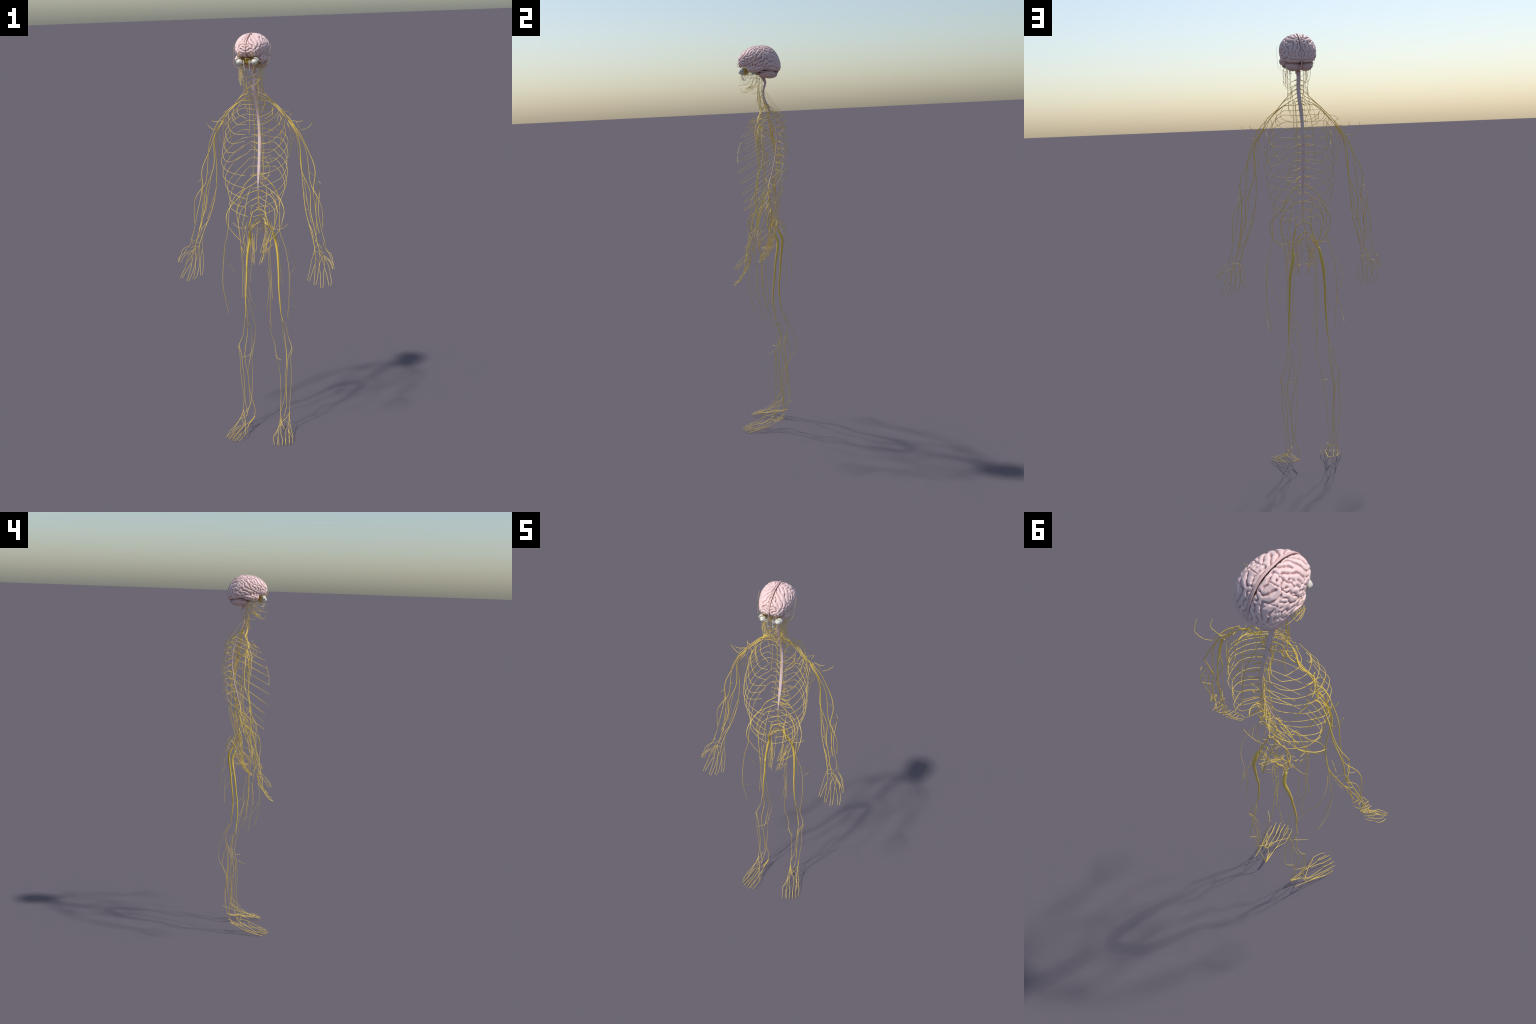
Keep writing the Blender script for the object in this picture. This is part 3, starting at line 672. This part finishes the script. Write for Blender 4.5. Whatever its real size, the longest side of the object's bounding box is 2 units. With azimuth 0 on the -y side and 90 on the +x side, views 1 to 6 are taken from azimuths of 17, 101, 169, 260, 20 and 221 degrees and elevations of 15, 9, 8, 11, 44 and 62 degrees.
nerve("intercostal_nerve", 0.89, [(19.5, 100, 1444.5), (46.8, 132.6, 1441.8), (52.4, 136.5, 1441.5), (56.2, 137.2, 1441.3), (62.9, 136.2, 1438.2), (79.9, 127, 1421), (100.7, 114.6, 1409.8), (123.8, 93, 1393.1), (135.4, 75.8, 1379.8), (149.4, 41.7, 1353.3), (152.8, 12.8, 1330.9), (149, -10, 1313.2), (141.6, -30.2, 1297.6), (133.9, -42.9, 1287.7), (119.8, -58.8, 1275.4), (100.6, -71.4, 1265.7), (76.8, -83.4, 1256.4), (52, -92.1, 1249.6), (13.4, -103, 1241.2)])
nerve("intercostal_nerve", 0.89, [(19.5, 83.8, 1409.3), (42, 119.3, 1402.1), (50.9, 130, 1400), (55.6, 131.9, 1399.6), (65, 131.9, 1398.3), (79.7, 129.3, 1385.3), (90.6, 123, 1372.8), (102.6, 113, 1361.7), (110.6, 104, 1353.4), (136.3, 57.7, 1317.4), (142.1, 44.3, 1307.1), (145.3, 31.6, 1297.3), (144.6, 10.7, 1281.3), (140.2, -4.9, 1269.2), (119.7, -44.9, 1238.4), (109.9, -59.8, 1226.9), (93.2, -72.3, 1217.4), (72.9, -82.5, 1209.5), (57.7, -87.5, 1205.7), (27.9, -94.5, 1200.3)])
nerve("intercostal_nerve", 0.89, [(19.5, 85, 1370.5), (42.7, 118.7, 1359.9), (49.9, 126.1, 1357.7), (54.7, 126.6, 1358.6), (59.2, 126.7, 1362.7), (62.4, 126.6, 1362), (77.6, 125.5, 1348.9), (86.5, 123.5, 1339.8), (101.1, 114.6, 1320.6), (109.3, 104.9, 1309.8), (120.3, 82, 1292.7), (128.1, 57.5, 1274.5), (130.8, 43.8, 1264.4), (130.1, 23.5, 1249.4), (124, -28.4, 1211), (119.5, -44.7, 1198.9), (112.9, -55, 1191.3), (101.4, -66, 1183.2), (71.1, -82.4, 1171), (51.6, -89.9, 1165.5), (11.1, -101.2, 1157.1)])
nerve("brachial_plexus", 1.6, [(8.9, 34.1, 1754.2), (17.7, 27.7, 1749.8), (25.7, 24.7, 1745.1), (49.3, 24.7, 1725.7), (73.5, 28.5, 1700.9), (95.3, 40, 1678.6), (102.5, 41.6, 1670.8), (109.6, 39.7, 1664), (130.5, 28.7, 1645.7), (143.9, 26.7, 1632.7), (149.9, 27.9, 1625.7), (156.2, 31.8, 1616.5), (170.1, 46.8, 1587.3)], start=.45)
nerve("brachial_plexus", 1.5, [(8.9, 40.4, 1738.1), (22.1, 30.4, 1730.7), (37.6, 23.7, 1720.7), (43.3, 22.9, 1717.9), (56, 24.5, 1712.5), (63, 23.5, 1707.9), (76.4, 25.1, 1695.9), (92.3, 36.5, 1681.3), (101.7, 38.8, 1671.1)], start=.45)
nerve("brachial_plexus", 1.7, [(8.9, 49.5, 1719.4), (16.4, 40.4, 1715.5), (29.1, 35.2, 1708.9), (39, 36, 1704.2), (58.9, 42.7, 1694.2), (69.7, 44.5, 1687.6), (78.5, 43.1, 1682.2), (93.7, 37, 1672.2), (109.9, 33.6, 1657.7), (127.4, 29.8, 1638.9), (139.6, 29.5, 1624.7), (148.5, 31.9, 1613.8), (167.2, 41, 1588)], start=.45)
nerve("brachial_plexus", 1.4, [(10.2, 57.7, 1704.7), (16, 46.7, 1702.8), (23.5, 41.1, 1699.3), (31.9, 40.4, 1694.3), (43.7, 47.6, 1688.6), (50.7, 49.3, 1687.1), (56.4, 45.9, 1686.8), (65.1, 35, 1686.1), (72.5, 32.4, 1683.1), (89.9, 28.9, 1670.6), (108.8, 28.3, 1654.7), (125.4, 23.2, 1638.3), (132.1, 23.2, 1630.7), (145.9, 26.1, 1614.5)], start=.45)
nerve("brachial_plexus", 1.2, [(7.2, 57.4, 1690.4), (18.9, 49, 1685.9), (63.6, 20.5, 1688.6)], start=.45)
nerve("thoracodorsal_nerve", 0.96, [(161.2, 25.7, 1582.9), (165.5, 11.8, 1577), (169.7, 9.1, 1571.1), (175.4, 11.4, 1562.9), (182.2, 17.6, 1550.4), (186.9, 22.6, 1538.7), (188.2, 26.5, 1531.3), (187.6, 33.9, 1519.5), (183.5, 38.5, 1506.9), (169.8, 53.9, 1478.6), (157.1, 71.4, 1452), (152.8, 79.2, 1442.6)])
nerve("thoracodorsal_nerve", 0.7, [(140.3, 31.3, 1618.5), (150.5, 32.8, 1592.8), (162.5, 38.1, 1558.1), (166.2, 41.5, 1542.2), (168.5, 46.4, 1521.9), (168.2, 50.3, 1503.2), (164.9, 54, 1480.9), (151.4, 73.7, 1411.2)])
nerve("long_thoracic_nerve", 0.96, [(129.5, 16, 1628.4), (124.3, 4.5, 1620.5), (121.3, -1.7, 1614.1), (119.3, -4.8, 1606), (118.6, -4.4, 1597.5), (119.4, 1.2, 1584.8), (123.4, 19.5, 1557.1), (124.8, 25, 1545.5), (125.4, 30.1, 1524), (122.2, 35, 1493.1), (115.2, 47.9, 1468.3), (107.3, 63.3, 1449.4), (101, 71.5, 1437.8)])
nerve("subscapular_nerve", 0.96, [(147.2, -17, 1594.6), (147.9, -11.5, 1580.2), (148.4, -7.2, 1574.1), (148.8, 19.3, 1552.7), (146.9, 30.2, 1541.4), (143.7, 37.2, 1531.9), (134.8, 57.4, 1514.3), (127.2, 83.9, 1505.9)])
nerve("subscapular_nerve", 0.83, [(121.2, 48.2, 1618.3), (123.2, 43.1, 1607.8), (124.9, 38, 1603.6), (127.2, 27.7, 1598.9), (130.7, -10.2, 1587.3), (132, -17.5, 1579.1)])
nerve("pectoral_nerve", 0.96, [(96.3, 4.1, 1656.5), (97.3, -2.1, 1641.5), (96, -6.8, 1630.5), (90.7, -20.2, 1623.8), (71.7, -45.4, 1610)])
nerve("pectoral_nerve", 0.96, [(96.2, -4.2, 1635.5), (99.4, -15.7, 1631.4), (100, -11.2, 1615.3)])
nerve("suprascapular_nerve", 0.96, [(134.3, 21.7, 1642.5), (161.6, 50.4, 1631.6), (169.8, 73, 1623.8), (169.8, 73.7, 1622.5), (168.9, 72.1, 1621), (160.3, 52.7, 1611.7)])
nerve("axillary_nerve", 0.96, [(175.9, 55.7, 1592.1), (200.7, 52.2, 1586.3), (211.7, 50.8, 1586.5), (218.8, 51.7, 1587.6), (228, 48.3, 1595.4), (231.2, 34.8, 1608.3)])
nerve("axillary_nerve", 0.96, [(195.9, 49, 1584.3), (203.8, 52.9, 1568.5), (208, 54.7, 1556.9), (212.5, 60.2, 1549), (219.4, 64.6, 1547), (235.6, 74.7, 1550.2), (247.6, 78.9, 1557.4), (259.6, 82.5, 1569.4), (262.6, 82.4, 1573.3), (266.1, 78, 1581.6), (270.6, 61.5, 1602.8)])
nerve("sympathetic_trunk", 0.63, [(20.8, 53, 1697.8), (20.3, 55.1, 1672.7), (19.1, 66.6, 1637.6), (19.2, 72.6, 1607.8), (21, 81.7, 1500.4), (21.8, 79.7, 1468.2), (22.5, 75.3, 1433.9), (26.3, 53.7, 1338.2)])
nerve("phrenic_nerve", 0.96, [(28.1, 10.5, 1760.9), (26.8, 8, 1738.6), (22.3, 5.4, 1721), (20.5, 13.1, 1693.8), (21, 16.3, 1658.9), (22.4, 14.2, 1592.4), (23.6, 10.1, 1555), (25.8, 5, 1533.9)])
nerve("vagus_nerve", 0.83, [(44.8, 17.4, 1784.6), (45.3, 15.7, 1743.7), (48, 26.6, 1712.7), (47.8, 29.3, 1694.9), (50.1, 40.4, 1679.7), (49.2, 44.6, 1670.6), (42.7, 63.8, 1653.8)])
nerve("vagus_nerve", 0.96, [(30.8, 9.3, 1843.1), (29.6, 11.3, 1806.9), (29.1, 8.9, 1756.9), (30.7, 10.8, 1725.5), (34.6, 14.4, 1713.2), (47.8, 28.4, 1688.9), (49.7, 32.7, 1678.1), (48.6, 33, 1671.4), (44.3, 31.2, 1658.4), (32.7, 31, 1631.9)])
nerve("subcostal_nerve", 1.7, [(16.5, 53.4, 1330.4), (48, 50.7, 1305.1), (68.3, 50.4, 1284), (79.4, 51.8, 1266.6), (90.1, 55.5, 1242.3), (94.9, 54.9, 1232.1), (100.2, 51.9, 1223), (107.5, 45.6, 1212.9), (116.4, 35.3, 1201.9), (127.9, 19.1, 1188), (136.3, 3.8, 1175.5), (142.3, -19, 1158.1), (142.2, -38.9, 1141), (140.9, -45.1, 1131.4), (138.4, -48.1, 1118.5), (132.4, -46.9, 1098.2), (124.3, -45.8, 1082.8), (98.4, -47.7, 1051.8), (65.9, -50, 1021), (56.4, -47.6, 1010.9), (42.8, -40.3, 993.2)], taper=.5)
nerve("femoral_nerve", 1.4, [(17.4, 36.4, 1254.3), (51.7, 37.5, 1239), (61.1, 36.7, 1233), (69.1, 34.5, 1225.9), (78.5, 30.9, 1214.3), (87.1, 25.6, 1200), (99.7, 11.7, 1167.8), (101.7, 5.8, 1153.9), (100.5, 0.7, 1137.4), (89.9, -12, 1089.9), (86.7, -16.9, 1078.2), (87.7, -17.4, 1080.9), (86.4, -20.1, 1076.4), (82.5, -25.9, 1060.2), (73.9, -36.7, 1006.4)])
nerve("femoral_nerve", 1.1, [(4.7, 36.4, 1226.9), (20.3, 36, 1214), (41.2, 31.9, 1203.6), (59.3, 36.1, 1187.4), (71.7, 32.8, 1177.2), (79.4, 29.7, 1168.7), (85.1, 21.1, 1158.5), (89.3, 7.4, 1140.7), (90.5, -0.8, 1125.2), (90.9, -11.1, 1101.1)])
nerve("ilioinguinal_nerve", 1.1, [(13.3, 41.5, 1293.1), (38.9, 36, 1278.6), (84.2, 18.5, 1252), (98.9, 12.1, 1240.7), (108.1, 5.6, 1229.9), (115.1, -2.6, 1218.1), (120.3, -12.1, 1205.7), (123.2, -20.4, 1194.3), (125.2, -28.3, 1180.3), (127.1, -38, 1158.6), (127.7, -47.5, 1132.6), (127, -52.4, 1115.7), (126.6, -55.1, 1099.1), (127.5, -52, 1126.6)])
nerve("genitofemoral_nerve", 0.96, [(65.3, 31.9, 1259.6), (67.4, 26, 1257.5), (69.9, 22.8, 1254.2), (84.3, 18.6, 1230.3), (90.5, 18.8, 1214.6), (96.2, 15.9, 1194), (101.6, 10.3, 1169.3), (103.4, 6, 1159.6)])
nerve("obturator_nerve", 0.96, [(34.4, 43.9, 1280.7), (41.5, 40.1, 1262.7), (45.4, 33.2, 1248), (47, 23.8, 1235.5), (47.9, 0.1, 1211.5), (48.5, -9.5, 1199), (49, -14.9, 1187.6), (49.9, -22.9, 1160.1), (53.5, -42.3, 1129.3), (55.5, -48.4, 1116.2), (58, -49.4, 1101.8), (62.4, -41.6, 1078.8), (62.6, -39.4, 1065.7), (56, -43.7, 1014), (51.4, -51.2, 974.5)])
nerve("obturator_nerve", 0.83, [(59.9, 14.3, 1176.9), (62, 12.7, 1160), (62.3, 14.7, 1146.7), (61.2, 20.5, 1133.1), (59.3, 31.5, 1116.6), (60, 35.8, 1107.7), (62.3, 37.5, 1097.4), (65.3, 35.5, 1085), (66.9, 29.5, 1073.6), (63.5, 17.5, 1057.8), (60.8, 14.7, 1048.5), (56, 13.3, 1030.6), (53.6, 10.2, 1022.9), (51.6, 4.7, 1017.2), (48.7, -11, 1005.2), (48.8, -15, 999), (50.6, -21.1, 981.6), (48.8, -39.1, 966)])
nerve("obturator_nerve", 0.83, [(59.4, -16, 1080.3), (62.2, -5.6, 1046.3), (61.9, -9.5, 1041.7), (59.4, -32.9, 1030.6), (57.6, -38.8, 1025.6), (55.1, -39.9, 1019.7), (48.8, -38.9, 1003.1), (46.5, -36.4, 997.3), (44.6, -31.2, 991)])
nerve("lumbar_root", 0.96, [(4.2, 37.8, 1196), (21.7, 34, 1185.5), (29, 34.2, 1178.2), (33.5, 25.9, 1168.7), (38, 25.8, 1148.3), (39, 21.2, 1140)])
nerve("lumbar_root", 0.83, [(23.5, 30.7, 1185.2), (37.7, 32.3, 1180.9), (51.9, 32.8, 1177.4)])
nerve("lumbosacral_trunk", 2.1, [(3.6, 45.9, 1164.1), (9, 42.7, 1161.2), (21.5, 45.1, 1153), (30.1, 40.4, 1149.2), (33.1, 39.1, 1146.2), (46.8, 29.4, 1093.9), (50.5, 32.3, 1084.1), (53.7, 37.7, 1074.3), (60.7, 64.3, 1043.9)])
nerve("lumbosacral_trunk", 1.6, [(34.1, 40.1, 1147.8), (40.6, 37, 1112.4), (49.8, 42.4, 1082.1), (55.8, 44, 1069.4), (58, 48.5, 1061.8), (60.5, 64.4, 1045.1)])
nerve("sacral_root", 1.9, [(12.3, 87.9, 1091.8), (19.6, 78.4, 1085.9), (35.1, 71.8, 1073.8), (44.2, 65.6, 1066.6), (54.3, 67.8, 1051.2), (58.4, 71.1, 1041.5)])
nerve("sacral_root", 1.5, [(3.7, 69.3, 1119.1), (17.1, 65.2, 1109.7), (23.7, 59, 1104), (31.9, 54.1, 1091.5), (43.8, 51.6, 1078.6), (47.8, 52.4, 1073), (56.3, 59, 1054.9)])
nerve("gluteal_nerve", 0.96, [(138.6, 48.8, 1090.5), (124.1, 47.6, 1075.7), (111.4, 47.3, 1068.5), (102.6, 46.1, 1065.7), (84.7, 45.1, 1064.7), (69.3, 45.1, 1068.8), (56, 43.2, 1074)])
nerve("gluteal_nerve", 0.83, [(103.9, 34.6, 1119.6), (96.2, 50.9, 1098), (94.1, 53.4, 1092.3), (85.2, 51.5, 1077.7), (72.4, 44, 1069.7)])
nerve("gluteal_nerve", 0.7, [(20, 76.5, 1106.7), (27.6, 93.6, 1093.4), (35.2, 108, 1075.6), (42.4, 116.3, 1054.7), (50, 119.5, 1032.4)])
nerve("gluteal_nerve", 0.83, [(18, 72.8, 1107.6), (24.5, 61.2, 1098), (29.7, 57.6, 1089.2), (39.5, 67.4, 1064.6), (43.9, 68.9, 1054), (50, 67.5, 1039.6)])
nerve("gluteal_nerve", 0.7, [(30, 96.1, 1089.6), (38.2, 99.5, 1077.1), (46.5, 106.5, 1062.8), (55, 103.4, 1054.3)])
nerve("gluteal_nerve", 0.7, [(30, 82.6, 1103.7), (37.2, 80.8, 1091.2), (43.7, 73.9, 1076.8), (52.4, 62.6, 1065.6), (60, 64.8, 1055.3)])
nerve("pudendal_nerve", 0.83, [(20.1, 73, 1078.2), (20.6, 67.5, 1054), (18.8, 46.2, 1008.1), (14.1, 24.7, 981.7), (11.9, 10.9, 967.1), (11.7, 3.7, 962.4), (13.3, -7.6, 959.4)])
nerve("pudendal_nerve", 0.83, [(45, 54.9, 1034), (38.7, 50, 1008.7), (32.7, 34.9, 978.6), (26.3, 11.4, 946.1), (20, -21.2, 909.1)])
nerve("pudendal_nerve", 0.83, [(35, 28.1, 1048.7), (32.3, 25.1, 1020.1), (29.8, 16.7, 985.6), (27.5, 0.2, 947.2), (25, -21.4, 912.5)])
nerve("pudendal_nerve", 0.7, [(30, 14.9, 1026.8), (30.9, 1.5, 1019.8), (31.7, -9.4, 1008.4), (32.1, -14.1, 1001), (32.7, -18.7, 986.8), (33.2, -20.5, 972.9), (35, -16, 919.3)])
nerve("pudendal_nerve", 0.7, [(30, 43.3, 1038.4), (26.6, 33.2, 1012.9), (22.3, 21.4, 974.9), (12, -30, 900.3)])
nerve("thigh_branch", 0.7, [(70.1, -43.8, 993.2), (58.1, -52.1, 971.5), (47.3, -55.2, 951.5), (44.9, -54.9, 946), (41.8, -51, 933.5)])
nerve("thigh_branch", 0.7, [(56.6, -71, 1000.7), (54.7, -52.8, 969.9), (51.6, -36, 949.4)])
nerve("perineal_nerve", 0.7, [(50, 77.3, 981.1), (40.9, 61.1, 966.8), (34.3, 44.5, 959.8), (28.7, 29, 955.9), (24.2, 16.8, 955), (10, -16.5, 960.5)])
nerve("perineal_nerve", 0.7, [(55, 76.9, 979.7), (44.4, 53.8, 970.6), (32.2, 26.1, 964.2), (24.6, 8.7, 961.4), (15, -13.2, 962.7)])
nerve("perineal_nerve", 0.7, [(50, 73.7, 1013.9), (43.4, 63.1, 1005.8), (36.8, 50.7, 999.4), (30, 41.5, 979.7)])
nerve("coccygeal_nerve", 0.63, [(5, 81.8, 1122.9), (14.7, 105.1, 1101.5), (20, 107.5, 1090.2)])
nerve("facial_nerve", 0.49, [(61.7, 24.8, 1845.3), (60.1, 5.7, 1849.4), (54.3, -20.7, 1851), (38.2, -59.7, 1867.8)])
nerve("facial_nerve", 0.49, [(61.7, 24.8, 1845.3), (59.7, 1.9, 1840.2), (54.5, -19.3, 1842.4), (45.9, -42, 1842.1), (29.3, -71.8, 1840.8), (18.9, -87.7, 1849.2)])
nerve("facial_nerve", 0.49, [(53.1, -10.8, 1839.9), (46.1, -33.7, 1827.5), (35.6, -56.1, 1815.9), (21.3, -77.8, 1807.1), (12.2, -94.6, 1804.3)])
nerve("facial_nerve", 0.49, [(60.5, -9.3, 1845), (57.5, -20.3, 1823.3), (53.6, -32.9, 1812.7), (45.6, -50, 1805.2)])
nerve("facial_nerve", 0.83, [(61.7, 24.8, 1845.3), (60.4, 7, 1809.3), (59.8, 2.5, 1803.6), (56.8, -11.4, 1797), (49.2, -35.6, 1787.1), (31.9, -68.5, 1765.7)])
nerve("facial_nerve", 0.49, [(61.1, -10.8, 1796.9), (56.4, -27.8, 1792.2), (47.8, -47.6, 1789.9)])
nerve("facial_nerve", 0.49, [(49.1, -18.3, 1794.2), (46, -29.4, 1782.5), (40.7, -41.2, 1774), (37.1, -48.3, 1771), (28.2, -64.3, 1767.8), (25, -69.6, 1768.7), (20.2, -76.4, 1775), (13.8, -85.5, 1791.3)])
nerve("facial_nerve", 0.49, [(48.3, 4.1, 1839.3), (44.2, -14.4, 1811.9), (44, -15, 1807.8), (44.8, -12.1, 1799.8), (44.3, -13.7, 1796.1), (41.4, -23.9, 1786.1), (34.1, -42.6, 1776.5)])
nerve("facial_nerve", 0.49, [(41.2, -10.5, 1832), (40.5, -13, 1816.6), (38.1, -22.1, 1803), (32.1, -37.9, 1792.9), (24.5, -54.6, 1784.3)])
nerve("facial_nerve", 0.49, [(28.6, -73, 1838.7), (28.1, -73.7, 1828.3), (23.5, -80.1, 1817.1)])
nerve("facial_nerve", 0.49, [(57.6, -8.9, 1794.2), (57.5, -9.2, 1781.5), (58.5, -5.5, 1773.8)])
nerve("facial_nerve", 0.49, [(47.3, 19.6, 1838.8), (46.1, 4.2, 1835), (42, -14.9, 1838.3), (38.8, -25.8, 1826.3), (31.1, -44.2, 1812.6), (27.3, -51.7, 1809.2), (15.8, -71.4, 1805)])
nerve("facial_nerve", 0.49, [(51, 14.8, 1833.9), (50.5, 8.2, 1814.1), (48.7, -4.2, 1802.5), (42.7, -26.7, 1794.6), (35.2, -44.5, 1792)])
nerve("facial_nerve", 0.49, [(73.6, 24.4, 1851.8), (72.7, 10, 1855.3), (72.5, 7.2, 1868.6), (72.6, 9.2, 1903.2), (73.1, 16.9, 1940)])
nerve("trigeminal_nerve", 0.63, [(43.2, 19.4, 1853.9), (41.3, 7.9, 1862.6), (38.2, -10.8, 1863.4), (36.8, -19.4, 1865.8), (32.1, -47.7, 1887), (29.1, -69.3, 1896), (27.6, -83.9, 1899.3), (27.1, -88.8, 1906.1), (26.9, -91, 1918.3)])
nerve("hypoglossal_nerve", 0.63, [(30, 17.1, 1772.1), (30, -8.5, 1764.3), (30, -25.4, 1761.8)])
nerve("hypoglossal_nerve", 0.63, [(36, 28.1, 1838.3), (36, 18.8, 1806.1), (36, 16.1, 1785.5), (36, 18.1, 1772.3)])
nerve("transverse_cervical_nerve", 0.63, [(30, 8.3, 1746.8), (30, 5, 1729.2), (30, -5.9, 1716.3)])
nerve("temporal_nerve", 0.42, [(88.1, 30.5, 1949.1), (89.1, 18.4, 1934), (88.5, 11.5, 1920.3), (88.6, 9.4, 1908.9), (87.3, 10.9, 1894.1), (86, 9.3, 1886), (85.1, 3.1, 1876.5), (83.5, -5.9, 1867.2), (80.4, -11.4, 1860.6), (75.2, -14.4, 1852.8), (71.6, -14.1, 1848.6), (65.1, -11.5, 1844.8), (59.6, -15.6, 1843.6), (46.1, -30.7, 1841.8)])
nerve("carotid_plexus", 0.83, [(44.8, 24.2, 1842.2), (44.3, 18.9, 1773.3), (48.6, 25.1, 1729.2)])
nerve("cervical_root", 1.1, [(8, 35, 1797), (20, 37, 1794), (30, 31, 1790), (32, 25, 1785)])
nerve("cervical_root", 1.1, [(8, 31, 1775), (20, 33, 1772), (42, 21, 1763)])
nerve("cervical_root", 1.1, [(8, 34, 1758), (22, 34, 1752), (34, 28, 1744), (48, 18, 1738)])
nerve("cervical_root", 0.7, [(8, 34, 1770), (22, 34, 1765), (34, 26, 1757), (45, 16, 1750), (40, 10, 1735)])
nerve("accessory_nerve", 0.63, [(30.1, 40.7, 1771.5), (32, 50.1, 1753.3), (38.1, 80.4, 1704.4), (47.7, 121.9, 1651.2), (50.8, 133.7, 1626.5)])
nerve("accessory_nerve", 0.63, [(47.6, 121.7, 1642.9), (52, 138.3, 1607.3), (53.6, 144.8, 1589.3)])
nerve("dorsal_scapular_nerve", 1.1, [(22, 44.7, 1708.1), (25.3, 67.6, 1686.7), (28.6, 86.9, 1665.5), (33, 111.7, 1633.4), (34, 117.3, 1622.1), (35.3, 125.1, 1594.9), (36.9, 134, 1550.4), (37.9, 139.7, 1446.7)])
nerve("coeliac_plexus", 0.83, [(43.1, 30, 1418.2), (62.7, 30, 1379.6), (64.3, 30, 1359.3), (57.8, 30, 1338.9), (46.7, 30, 1320)], both=False)
nerve("coeliac_plexus", 0.7, [(54.3, 30, 1389.6), (50.4, 30, 1377.8), (41.1, 30, 1362.4)], both=False)
nerve("coeliac_plexus", 0.7, [(59.5, 35, 1380.4), (52.3, 35, 1372.7), (43.5, 35, 1371.8), (34.9, 35, 1375.1)], both=False)
nerve("coeliac_plexus", 0.7, [(58.7, 20, 1332.1), (71, 20, 1334)], both=False)
nerve("coeliac_plexus", 0.7, [(32, 50, 1418.4), (44.3, 50, 1418.5), (55, 50, 1424.5), (68.9, 50, 1423.8)], both=False)
nerve("coeliac_plexus", 0.7, [(53.4, 60, 1410.3), (63.7, 60, 1403.6), (67.7, 60, 1394.3)], both=False)
nerve("coeliac_plexus", 0.83, [(24.2, 45, 1454.5), (26.4, 45, 1393.7), (29.3, 45, 1373.4), (25.9, 45, 1352.9), (28.9, 45, 1339.3)], both=False)
nerve("coeliac_plexus", 0.83, [(20.7, 30, 1573.4), (28.1, 30, 1465.1), (29.8, 30, 1389.4), (18.7, 30, 1372.3), (20.4, 30, 1345.1), (31.7, 30, 1341.9), (59.8, 30, 1345.7)], both=False)
nerve("coeliac_plexus", 0.83, [(15.1, 35, 1337.2), (13.7, 35, 1298.8)], both=False)
nerve("coeliac_plexus", 0.7, [(25.1, 35, 1327.3), (22.9, 35, 1292.9)], both=False)
nerve("coeliac_plexus", 0.7, [(18.2, 30, 1326), (32.5, 30, 1318.2), (44.9, 30, 1317.4)], both=False)
nerve("coeliac_plexus", 0.7, [(16.7, 30, 1312.9), (30.2, 30, 1313.1), (46.9, 30, 1316.4)], both=False)
nerve("coeliac_plexus", 0.7, [(64.3, 20, 1348.5), (58.6, 20, 1330.4), (43.4, 20, 1310.1), (39.6, 20, 1289.9)], both=False)
nerve("coeliac_plexus", 0.7, [(-24.3, 50, 1354.3), (-25, 50, 1336.1), (-34.5, 50, 1334.3)], both=False)
nerve("coeliac_plexus", 0.7, [(-18.5, 0, 1343.7), (6.3, 0, 1343.1), (31.3, 0, 1348.4), (68.3, 0, 1350)], both=False)
sciatic_nerve([(61.7, 67.2, 1043), (63.9, 81.5, 1012.9), (65.5, 84.6, 1000), (67.7, 85.2, 987.5), (75.7, 79.2, 942.3), (80.7, 70, 887.8), (83.8, 60.9, 806.3), (84.2, 56.4, 780.4), (87.6, 51.6, 722.8), (89.9, 50.9, 684.2), (91.5, 54.6, 640.8), (94.7, 57.6, 614.4), (99.8, 58.7, 588.2)])
